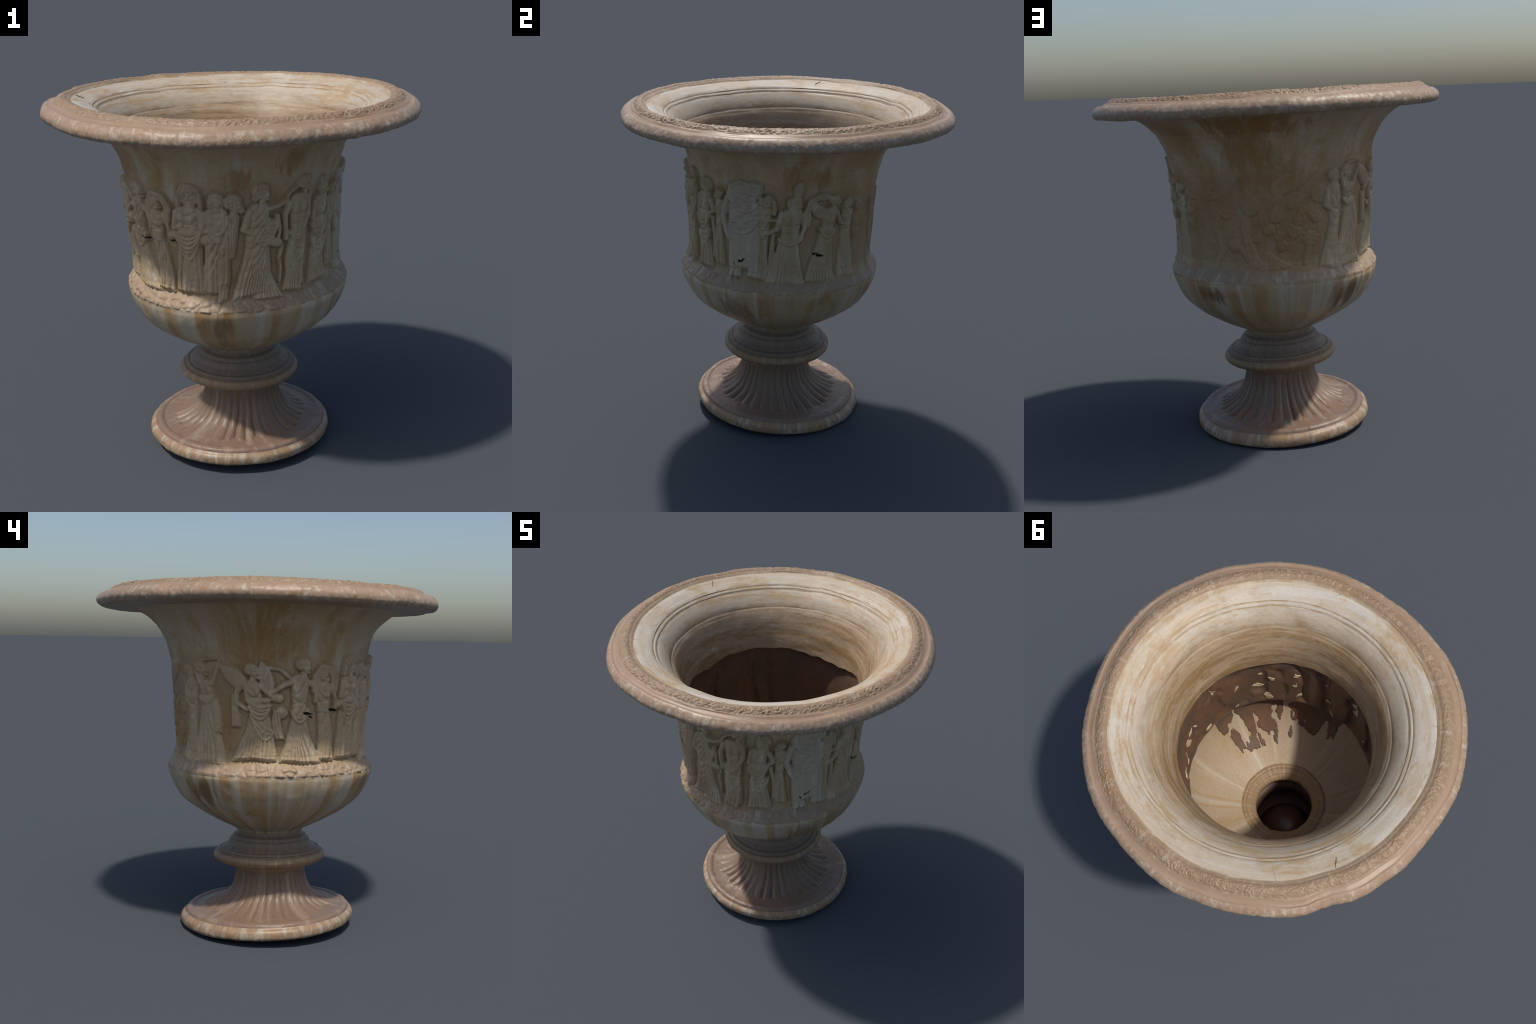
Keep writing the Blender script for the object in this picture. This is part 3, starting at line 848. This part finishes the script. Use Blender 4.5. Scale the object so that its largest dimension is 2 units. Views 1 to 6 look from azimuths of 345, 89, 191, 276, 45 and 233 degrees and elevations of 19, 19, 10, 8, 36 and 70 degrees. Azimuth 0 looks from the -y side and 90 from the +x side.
f = figure("bearded_man_figure", -14.5)
f.robe((-15, 1.455), 0.036, (-19.5, 1.215), (-14.5, 1.245), folds=6, h=0.018, swags=2)
f.robe((-19.5, 1.260), 0.018, (-23.5, 1.020), (-18.5, 1.030), folds=4, h=0.016)
f.limb([(-20.3, 1.300, .016), (-20, 1.270, .013)], 0.026, "arm")
f.limb([(-20.5, 1.292, .010), (-22.8, 1.010, .011)], 0.022, "staff")
f.limb([(-17.5, 1.45, .016), (-17.8, 1.36, .016), (-19.5, 1.30, .014)], 0.022)
f.head((-13.4, 1.515), 0.036, 1, hair=1.05)
f.ball((-10.6, 1.486), 0.018, 0.022, 0.026, "head")

f = figure("striding_woman_figure", -2)
f.robe((-3, 1.345), 0.052, (-17, 1.020), (3.5, 1.055), folds=13, swags=4, flare=1.1, h=0.022, bend=0.012)
f.robe((0, 1.20), 0.030, (-7, 1.020), (9.5, 1.020), folds=9, h=0.018)
f.torso((-6.5, 1.485), (4, 1.490), (-3, 1.335), 0.050, folds=6, slope=0.3, h=0.026)
f.swag((-1, 1.485), (8, 1.42), 0.06, 4, 0.012, 0.028, "garment")
f.swag((-4.5, 1.35), (8, 1.42), 0.05, 4, 0.011, 0.026, "garment")
f.limb([(7.5, 1.44, .016), (8.5, 1.38, .013), (8, 1.33, .010)], 0.026, "garment")
f.limb([(-6, 1.475, .021), (-9, 1.385, .020), (-4.5, 1.355, .015)], 0.030)
f.limb([(3.5, 1.482, .018), (8, 1.490, .015), (12, 1.510, .012)], 0.026)
f.ball((12.3, 1.512), 0.013, 0.013, 0.024, "arm")
f.ball((-3.6, 1.535), 0.016, 0.019, 0.024, "head")
f.head((0.4, 1.562), 0.034, 1, hair=1.12)
f.limb([(3, 1.315, .030), (7.5, 1.300, .030)], 0.028, "basket")
f.carve(0.004 * (np.abs(np.sin((f.z - f.u * .15) / 0.011 * PI)) - 0.5), "basket")

f = figure("bare_chested_man_figure", 20.5)
f.robe((19.5, 1.325), 0.042, (10.5, 1.040), (22, 1.030), folds=7, bend=0.012, swags=0, h=0.020)
f.torso((15.5, 1.505), (27.5, 1.508), (20, 1.335), 0.036, bare=True, h=0.027)
f.swag((15, 1.345), (24.5, 1.37), 0.03, 4, 0.011, 0.026, "garment", 0.014)
f.limb([(15.5, 1.495, .020), (12.8, 1.430, .017), (13.5, 1.340, .014), (13.5, 1.315, .016)], 0.028)
f.limb([(27, 1.50, .018), (27.5, 1.42, .016), (24.5, 1.36, .012)], 0.024)
f.arch([(12.5, 1.49, 0), (15.5, 1.545, 0), (20.5, 1.575, 0)], 0.010, 2, 0.016)
f.limb([(27.5, 1.54, .008), (21, 1.04, .008)], 0.024, "staff")
f.limb([(11.5, 1.28, .008), (9.5, 1.22, .009), (10.5, 1.17, .008), (9.5, 1.09, .007)], 0.018, "garment")
f.head((25.2, 1.578), 0.031, 1, hair=1.15)
f.limb([(19, 1.32, .034), (15.5, 1.20, .026), (15, 1.10, .020)], 0.022, "leg")
f.swag((15, 1.30), (24, 1.25), 0.05, 3, 0.010, 0.025, "garment", 0.03)
f.robe((24, 1.34), 0.012, (19.5, 1.05), (24, 1.05), folds=3, h=0.022)

f = figure("turning_woman_figure", 37)
f.robe((36, 1.345), 0.042, (27.5, 1.035), (43.5, 1.045), folds=9, swags=5, h=0.021)
f.torso((32.5, 1.480), (43, 1.475), (36.5, 1.340), 0.040, folds=4, h=0.026)
f.ball((40.5, 1.545), 0.040, 0.046, 0.020, "head")
f.head((40.2, 1.528), 0.031, 1, hair=1.1)
f.limb([(33, 1.47, .018), (31.5, 1.39, .016), (35, 1.33, .012)], 0.026)
f.limb([(43, 1.465, .018), (45.5, 1.40, .015), (42, 1.375, .013)], 0.026)
f.limb([(37.5, 1.595, .007), (36.5, 1.56, .008)], 0.014, "veil")
f.swag((30.5, 1.35), (42, 1.36), 0.035, 4, 0.011, 0.027, "garment", 0.02)
f.swag((31, 1.25), (42.5, 1.28), 0.05, 3, 0.011, 0.025, "garment", 0.026)
f.robe((43.5, 1.36), 0.014, (43, 1.12), (47, 1.10), folds=3, h=0.018, bend=0.01)

f = figure("attendant_figure", 50.5)
f.robe((49.5, 1.345), 0.026, (45.5, 1.085), (53.5, 1.070), folds=5, h=0.014)
f.torso((46.5, 1.46), (54, 1.465), (50, 1.335), 0.026, h=0.014, folds=4)
f.head((49.5, 1.505), 0.024, -1)
f.limb([(53.5, 1.45, .014), (53.5, 1.36, .012), (55.5, 1.29, .010)], 0.018)

f = figure("cloaked_man_figure", 66.5)
f.robe((67.5, 1.47), 0.098, (57, 1.070), (77, 1.085), folds=5, h=0.024, flare=0.6, amp=0.004, swags=3)
f.ball((65, 1.540), 0.080, 0.060, 0.019, "garment", turn=8, power=0.4)
f.arch([(58, 1.52, 0), (60, 1.585, 0), (66, 1.612, 0), (71, 1.600, 0)], 0.012, 3, 0.024)
f.swag((58, 1.535), (75.5, 1.485), 0.035, 4, 0.013, 0.027, "garment", 0.020)
f.limb([(57.5, 1.50, .024), (54.5, 1.39, .019), (56.5, 1.305, .016), (58.5, 1.26, .013)], 0.028)
f.limb([(76, 1.46, .024), (74, 1.42, .022)], 0.026)
f.head((73.6, 1.558), 0.036, 1, hair=1.15)
f.ball((71.5, 1.600), 0.020, 0.014, 0.022, "head")
f.robe((61.5, 1.13), 0.03, (57, 1.040), (66.5, 1.040), folds=5, h=0.015)
f.swag((59, 1.36), (76.5, 1.40), 0.04, 3, 0.012, 0.028, "garment", 0.03)
f.robe((73.5, 1.22), 0.022, (68.5, 1.045), (77, 1.045), folds=5, h=0.022)

f = figure("bending_woman_figure", 79)
f.robe((79, 1.300), 0.030, (70.5, 1.030), (81.5, 1.035), folds=7, h=0.018)
f.torso((75.5, 1.44), (84, 1.44), (79, 1.300), 0.028, folds=5, h=0.020)
f.arch([(77.5, 1.44, 0), (78.5, 1.51, 0), (81.5, 1.535, 0), (84.5, 1.50, 0), (85, 1.43, 0)], 0.012, 2, 0.018)
f.head((80.3, 1.492), 0.026, 1)
f.ball((77.6, 1.435), 0.024, 0.026, 0.026, "torso")
f.limb([(76.5, 1.405, .016), (80, 1.390, .014), (86.5, 1.398, .010)], 0.024)
f.robe((84.5, 1.315), 0.012, (81, 1.075), (86, 1.085), folds=3, h=0.013)

f = figure("plumed_woman_figure", 93.5)
f.robe((93.5, 1.285), 0.050, (80.5, 1.015), (103, 1.010), folds=13, flare=1.2, h=0.020)
f.torso((89.5, 1.440), (101, 1.432), (93.8, 1.275), 0.044, bare=True, h=0.025)
f.limb([(89.5, 1.435, .019), (87.5, 1.345, .017), (80.5, 1.305, .012)], 0.026)
f.limb([(101, 1.425, .016), (102, 1.35, .014), (99.5, 1.29, .012)], 0.022)
f.swag((88, 1.29), (101, 1.30), 0.02, 3, 0.011, 0.024, "garment")
f.limb([(97, 1.53, .020), (97.3, 1.57, .026), (97.5, 1.60, .022), (97.7, 1.625, .010)], 0.020, "foliage")
f.carve(0.009 * (lumps(f.u / CM, f.z, 260, 0.017, 570) - 0.5), "foliage")
f.head((96.8, 1.490), 0.031, 1, hair=1.15)

f = figure("billowing_veil_woman_figure", 114.5)
f.robe((115.5, 1.325), 0.036, (103.5, 1.038), (122, 1.025), folds=10, flare=1.2, h=0.019)
f.torso((112.5, 1.445), (121.5, 1.44), (116, 1.315), 0.034, folds=4, slope=0.2, h=0.024)
f.arch([(105, 1.36, 0), (103, 1.43, 0), (105, 1.51, 0), (110.5, 1.545, 0), (115.5, 1.53, 0)], 0.013, 4, 0.018)
f.wing((114, 1.40), (106, 1.50), 0.036, 6, 0.015, "veil")
f.limb([(121, 1.43, .016), (124, 1.36, .014), (128, 1.345, .010)], 0.023)
f.ball((127.5, 1.372), 0.020, 0.026, 0.020, "basket")
f.head((119.3, 1.498), 0.028, 1, veil=True)
f.swag((111, 1.345), (121, 1.335), 0.03, 3, 0.011, 0.023, "garment", 0.018)

f = figure("robed_woman_figure", 129.5, 0.8)
f.robe((129, 1.335), 0.036, (124, 1.035), (138, 1.015), folds=8, h=0.017)
f.torso((125.5, 1.42), (133.5, 1.42), (129, 1.33), 0.034, folds=4, h=0.018)
f.head((128, 1.462), 0.027, -1)

# --- back: much worn ---
f = figure("worn_offering_figure", 139.5, 0.5)
f.robe((139, 1.26), 0.026, (132.5, 1.02), (143, 1.03), folds=6)
f.torso((134.5, 1.385), (144.5, 1.385), (139, 1.26), 0.03, folds=4)
f.rosette((138, 1.295), 0.036, 9)
f.head((139.5, 1.43), 0.027, 1)

f = figure("worn_leaning_figure", 157.5, 0.45)
f.limb([(157, 1.39, .026), (158, 1.29, .034), (158.5, 1.24, .022)], 0.020, "torso")
f.limb([(158.5, 1.25, .020), (161, 1.14, .018), (155.5, 1.02, .016)], 0.020, "leg")
f.head((156.8, 1.43), 0.026, 1)
f.limb([(158, 1.36, .014), (164, 1.32, .012)], 0.016)

f = figure("worn_draped_figure", 177, 0.45)
f.wing((180, 1.33), (175.5, 1.47), 0.045, 6, 0.018, "veil")
f.robe((175.5, 1.33), 0.022, (176, 1.09), (183, 1.08), folds=5, h=0.020, bend=-0.01)
f.robe((170, 1.19), 0.020, (178, 1.04), (190, 1.045), folds=6, h=0.016)
f.ball((168.5, 1.17), 0.032, 0.040, 0.020, "leg")
f.carve(0.004 * (np.abs(np.sin(f.z / 0.010 * PI)) - 0.5), "leg")

f = figure("worn_winged_figure", -160, 0.26)
f.wing((-170, 1.455), (-145, 1.565), 0.050, 8, 0.022)
f.wing((-172, 1.36), (-160, 1.50), 0.016, 3, 0.014)
for p, r, k in [((-167, 1.325), 0.042, 9), ((-159, 1.385), 0.032, 8), ((-143.5, 1.430), 0.055, 14), ((-177, 1.205), 0.028, 7),
                ((-149, 1.19), 0.046, 9), ((-164, 1.16), 0.030, 7), ((-155, 1.30), 0.038, 9), ((-171, 1.25), 0.030, 6),
                ((-158, 1.235), 0.036, 8), ((-146, 1.31), 0.034, 8), ((-153, 1.345), 0.026, 6), ((-166, 1.215), 0.026, 6),
                ((-174, 1.295), 0.026, 6)]:
    f.rosette(p, r, k)
f.robe((-172, 1.13), 0.02, (-182, 1.035), (-158, 1.045), folds=7, h=0.014)
f.limb([(-150, 1.14, .018), (-152, 1.06, .014)], 0.016, "foliage")

f = figure("robed_dancer_figure", -133.5, 0.8)
f.robe((-133.5, 1.28), 0.030, (-144, 1.025), (-130, 1.010), folds=9, flare=1.5)
f.torso((-138, 1.45), (-129, 1.45), (-133.5, 1.27), 0.030, folds=6, h=0.018)
f.head((-133.5, 1.515), 0.030, 1)
f.limb([(-137.5, 1.44, .015), (-139, 1.36, .014), (-135, 1.33, .012)], 0.020)
f.ball((-136, 1.36), 0.026, 0.034, 0.018, "foliage")

f = figure("arms_raised_dancer_figure", -121.5, 0.9)
f.robe((-122.5, 1.365), 0.032, (-133, 1.012), (-111, 1.030), folds=12, flare=1.1)
f.robe((-118.5, 1.37), 0.022, (-119, 1.180), (-114, 1.190), folds=4, h=0.020, bend=0.012)
f.torso((-127, 1.455), (-118, 1.458), (-122.5, 1.36), 0.032, folds=3, h=0.020)
f.limb([(-119, 1.45, .016), (-115.8, 1.51, .013), (-113, 1.580, .010)], 0.022)
f.limb([(-126.5, 1.455, .015), (-128.5, 1.52, .013), (-124, 1.575, .011), (-116, 1.585, .010)], 0.020)
f.head((-124.2, 1.530), 0.028, 1)
f.swag((-127, 1.385), (-118, 1.385), 0.02, 3, 0.010, 0.021, "garment", 0.015)


def frieze():
    base = np.interp(FZ, WALL_Z, WALL_R)
    dr, _ = handmade(FA, FZ, base)
    H = np.zeros((NA, NZ))
    owner = np.full((NA, NZ), -1)
    tag = np.full((NA, NZ), -1)
    for i, f in enumerate(FIGS):
        h = np.where(f.T >= 0, np.clip(f.H, 0.003, 1) * f.prom + 0.004, -1)
        sub = H[f.cols]
        m = (f.T >= 0) & (h > np.where(owner[f.cols] >= 0, sub, 0))
        sub[m] = h[m]
        H[f.cols] = sub
        o = owner[f.cols]
        o[m] = i
        owner[f.cols] = o
        t = tag[f.cols]
        t[m] = f.T[m]
        tag[f.cols] = t
    # background cut back along the contours, so that the figures stand off it
    body = (owner >= 0).astype(float)
    near = blur(body, 10)
    crisp = 0.15 + 0.85 * np.clip((np.cos((FA - 8) * DEG) + 0.65) / 0.5, 0, 1)
    H = np.where(owner < 0, -0.010 * crisp * np.clip(near * 2, 0, 1) * np.clip((1.63 - FZ) / 0.05, 0, 1), H)
    worn = blur(H, 3)
    H = worn + (H - worn) * crisp + 0.006 * (1 - crisp) * np.clip((1.5 - FZ) / 0.2, 0, 1)
    H = blur(H, 2)
    # rubble ledge under the feet: lumpy in front, smoothed by wear behind
    front = 0.35 + 0.65 * np.clip((np.cos((FA + 8) * DEG) + 0.35) / 0.5, 0, 1)
    edge = 1.035 + 0.015 * ring_noise(FA, FZ * 0, 40, 801)
    brim = 0.968 + 0.007 * ring_noise(FA, FZ * 0, 60, 808) + 0.004 * ring_noise(FA, FZ * 0, 170, 809)
    low = np.clip((edge - FZ) / 0.03, 0, 1) * np.clip((FZ - brim + 0.008) / 0.016, 0, 1)
    rub = blur(lumps(FA + 2.5 * ring_noise(FA, FZ * 30, 90, 805), FZ + 0.01 * ring_noise(FA, FZ * 20, 60, 806), 66, 0.040, 802), 4) * 0.012 \
        + ring_noise(FA, FZ * 45, 150, 803) * 0.003 + ring_noise(FA, FZ * 90, 320, 807) * 0.0015
    H = H * (1 - 0.75 * low) + low * (rub - 0.005) * front
    owner = np.where((low > 0.45), -2, owner)
    owner = np.where((FZ < brim), -4, owner)
    # breaks in the stone
    broken = np.zeros((NA, NZ), bool)
    for a0, z0, w, hgt, slope in [(-48.0, 1.319, 0.036, 0.012, -0.20), (-64.5, 1.303, 0.036, 0.013, -0.15),
                                  (-62.5, 1.285, 0.016, 0.008, -0.5), (65.8, 1.137, 0.022, 0.012, 0.1),
                                  (67.5, 1.150, 0.012, 0.010, 0.9), (61.8, 1.115, 0.006, 0.016, -1.0),
                                  (112.4, 1.180, 0.026, 0.020, -0.2), (109.5, 1.195, 0.014, 0.012, 0.5)]:
        x = wrap(FA - a0) * CM
        y = FZ - z0 - slope * x
        taper = np.clip(0.55 - 0.5 * x / w, 0.05, 1)
        d = np.hypot(x / w, y / (hgt * taper)) + 0.25 * ring_noise(FA, FZ * 90, 300, 810)
        cut = np.clip(1 - d, 0, 1)
        H = np.maximum(H - 0.022 * np.clip(cut * 2, 0, 1), np.where(cut > 0, -0.012, -1))
        broken |= d < 0.85
    owner = np.where(broken, -3, owner)
    H = H + ring_noise(FA, FZ * 60, 160, 804) * 0.0012
    # join the neighbours exactly at the top and bottom border
    H = H * np.clip((FZ1 - FZ) / 0.012, 0, 1) * np.clip((FZ - FZ0) / 0.018, 0, 1) ** 0.7
    global DRUM_BACK
    back = H
    for k in (1, 2, 4, 5):          # lowest ground within a dozen cells, so the skin never shows in front
        back = np.minimum(back, np.minimum(np.roll(back, k, 0), np.roll(back, -k, 0)))
        p = np.pad(back, ((0, 0), (k, k)), mode='edge')
        back = np.minimum(back, np.minimum(p[:, :-2 * k], p[:, 2 * k:]))
    DRUM_BACK = base + dr + blur(np.minimum(blur(back, 70), back + 0.003), 8) - 0.006
    P = place(base + dr + H, FA, FZ)
    N = grid_normals(P)
    faces = grid_faces(NA, NZ)
    fo = owner[:, :-1]
    ft = tag[:, :-1]
    make_object("drum_wall", P, faces[fo == -1], M_WALL, N)
    make_object("bowl_shoulder", P, faces[fo == -4], M_BOWL, N)
    ledge = make_object("rubble_ledge", P, faces[fo == -2], M_LEDGE, N)
    ledge["kind"] = "stuff"
    make_object("break_in_stone", P, faces[fo == -3], M_CRACK, N)
    for i, f in enumerate(FIGS):
        mine = fo == i
        tags = [t for t in range(len(TAGS)) if (mine & (ft == t)).sum() > 12]
        body_tag = next((t for t in (0, 1, 9, 5) if t in tags), tags[0])
        small = [t for t in range(len(TAGS)) if t not in tags]
        sel = mine & ((ft == body_tag) | np.isin(ft, small))
        stone = M_WALL if f.prom < 0.7 else M_PALE_FIGURE if f.name == "cloaked_man_figure" else M_FIGURE
        ob = make_object(f.name, P, faces[sel], stone, N)
        for t in tags:
            if t != body_tag:
                make_object(TAGS[t], P, faces[mine & (ft == t)], stone, N, ob)


# ------------------------------------------------------------------ build the turned parts
turned("foot", FOOT, M_FOOT_EDGE, 720, 0.005, foot_wear)
turned("foot_plate", PLATE, M_PLATE, 720, 0.004, foot_wear)
turned("fluted_stem", STEM, M_STEM, 1080, 0.004, fluting)
turned("knop_ring", KNOP_RING, M_KNOP_RING, 720, 0.004, knop_beads)
turned("knop_collar", KNOP_COLLAR, M_KNOP, 720, 0.003, knop_beads)
turned("bowl", BOWL, M_BOWL, 900, 0.006, bowl_ribs)
frieze()
turned("neck", NECK, M_WALL, 900, 0.006, neck_wear)
turned("rim", RIM, M_RIM, 1440, 0.004, egg_band)
turned("rim_cavetto", CAVETTO, M_CAVETTO, 1440, 0.003, dish_wear)
turned("carved_lip", LIP, M_LIP, 2400, 0.0022, scroll_band, inside=True)
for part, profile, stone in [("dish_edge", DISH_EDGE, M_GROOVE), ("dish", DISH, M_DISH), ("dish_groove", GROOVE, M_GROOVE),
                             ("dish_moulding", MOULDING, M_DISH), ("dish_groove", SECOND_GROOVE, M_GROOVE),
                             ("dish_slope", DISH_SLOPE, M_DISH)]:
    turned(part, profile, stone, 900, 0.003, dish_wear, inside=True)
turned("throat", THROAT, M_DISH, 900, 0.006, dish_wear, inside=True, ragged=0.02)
turned("inner_bowl", INNER, M_INNER, 720, 0.008, None)
turned("inner_ring", INNER_RING, M_INNER_RING, 540, 0.004, lambda A, s, r, z: ring_noise(A, r * 40, 60, 291) * 0.0015
       - 0.0015 * np.abs(np.sin(A * DEG * 24)) ** 6)
turned("well", WELL, M_LINING, 360, 0.01, None)
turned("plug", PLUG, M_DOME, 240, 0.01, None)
def back_radius(az, z):
    """radius of the back of the carved wall"""
    i = int(round(((az + 180.0) % 360.0) / 360.0 * NA)) % NA
    return float(np.interp(z, FZ[0], DRUM_BACK[i]))


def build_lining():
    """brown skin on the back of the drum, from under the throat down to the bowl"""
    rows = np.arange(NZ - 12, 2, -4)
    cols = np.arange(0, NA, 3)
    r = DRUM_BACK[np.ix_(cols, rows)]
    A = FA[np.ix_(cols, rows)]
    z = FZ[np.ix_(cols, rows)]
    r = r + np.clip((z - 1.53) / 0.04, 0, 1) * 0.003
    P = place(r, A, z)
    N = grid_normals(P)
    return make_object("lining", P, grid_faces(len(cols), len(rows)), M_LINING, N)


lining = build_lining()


def inside_surface(az, z):
    return back_radius(az, z)


def flake(az, z, w, h, rng):
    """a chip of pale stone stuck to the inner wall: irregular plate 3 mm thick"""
    n = int(rng.integers(5, 9))
    ang = np.sort(rng.uniform(0, 2 * PI, n))
    rad = rng.uniform(0.45, 1.0, n)
    ring = [(az + math.degrees(w * k * math.cos(a) / 0.54), z + h * k * math.sin(a)) for a, k in zip(ang, rad)]
    v = []
    for lift in (0.0005, 0.0045):
        for a, zz in ring + [(az, z)]:
            v.append(place(np.array(inside_surface(a, zz) - lift), np.array(a), np.array(zz)))
    m = n + 1
    f = []
    for i in range(n):
        j = (i + 1) % n
        f += [(m + n, m + j, m + i), (i, j, m + j, m + i)]
    me = bpy.data.meshes.new("pale_chip")
    me.from_pydata([tuple(p) for p in v], [], f)
    me.materials.append(M_CHIP)
    ob = bpy.data.objects.new("pale_chip", me)
    ob.parent = lining
    bpy.context.scene.collection.objects.link(ob)


chip_rng = np.random.default_rng(42)
for _ in range(26):
    zc = chip_rng.choice([1.16, 1.22, 1.30, 1.40]) + chip_rng.normal(0, 0.035)
    size = chip_rng.uniform(0.010, 0.042)
    flake(chip_rng.uniform(-35, 165), min(zc, 1.48), size, size * chip_rng.uniform(0.5, 1.7), chip_rng)


def lining_tatter(a0, a1, reach, seed):
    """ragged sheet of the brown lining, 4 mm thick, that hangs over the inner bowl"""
    n, m = 72, 44
    A = np.linspace(a0, a1, n)[:, None].repeat(m, 1)
    t = np.linspace(0, 1, m)[None, :].repeat(n, 0)
    prof = smooth_profile([p for p in INNER if 0.60 < p[1] < 0.97], 0.004)
    idx = np.linspace(0, min(len(prof) - 1, reach), m).astype(int)
    r = prof[idx, 0][None, :].repeat(n, 0)
    z = prof[idx, 1][None, :].repeat(n, 0)
    dr, dz = handmade(A, z, r)
    e = np.linspace(-1, 1, n)[:, None]
    blotch = lattice_noise(A * 0.16, t * 3.2, 60, seed) + 0.45 * lattice_noise(A * 0.5, t * 9, 200, seed + 1)
    keep = blotch * 0.75 + 0.55 - t * 0.95 - 0.6 * np.abs(e) ** 6 > 0
    q = grid_faces(n, m, wrap=False)[keep[:-1, :-1]]
    ob = make_object("lining_tatter", place(r + dr - 0.005, A, z + 0.003), q, M_LINING, None, lining)
    mod = ob.modifiers.new("thickness", 'SOLIDIFY')
    mod.thickness = 0.004


lining_tatter(8, 48, 75, 901)
lining_tatter(50, 96, 85, 911)


def hairline(az0, r0, az1, r1, profile, width, name="hairline_crack"):
    """thin dark crack laid along a turned surface from one (azimuth, radius) to another"""
    pr = np.array(profile)
    order = np.argsort(pr[:, 0])
    n = 14
    v, f = [], []
    rng = np.random.default_rng(int(az0 * 10))
    for i in range(n):
        t = i / (n - 1)
        az = az0 + (az1 - az0) * t + rng.normal(0, 0.03)
        r = r0 + (r1 - r0) * t
        z = np.interp(r, pr[order, 0], pr[order, 1])
        w = width * math.sin(PI * min(max(t, 0.04), 0.96)) ** 0.6 / r / DEG
        for da, lift in ((-w, -0.001), (w, -0.001), (0, 0.0028)):
            a = np.array(az + da)
            rr = np.array(r)
            dr, dz = handmade(a, np.array(z), rr)
            dr = dr * np.clip((rr - 0.7) / 0.1, 0, 1) + inner_shift(a, np.array(z), rr)
            v.append(tuple(place(rr + dr, a, np.array(z + float(dz) + lift))))
    for i in range(n - 1):
        k = 3 * i
        f += [(k, k + 2, k + 5, k + 3), (k + 2, k + 1, k + 4, k + 5)]
    me = bpy.data.meshes.new(name)
    me.from_pydata(v, [], f)
    me.materials.append(M_CRACK)
    ob = bpy.data.objects.new(name, me)
    ob.parent = ROOT
    bpy.context.scene.collection.objects.link(ob)


hairline(232, 0.832, 230.5, 0.765, [(0.9, 1.985), *DISH], 0.0022)
hairline(222, 0.895, 223, 0.858, LIP, 0.0018)
hairline(252, 0.825, 254, 0.785, DISH, 0.0022)
hairline(318, 0.835, 319, 0.800, DISH, 0.0022)
hairline(25, 0.832, 27, 0.808, DISH, 0.0022)
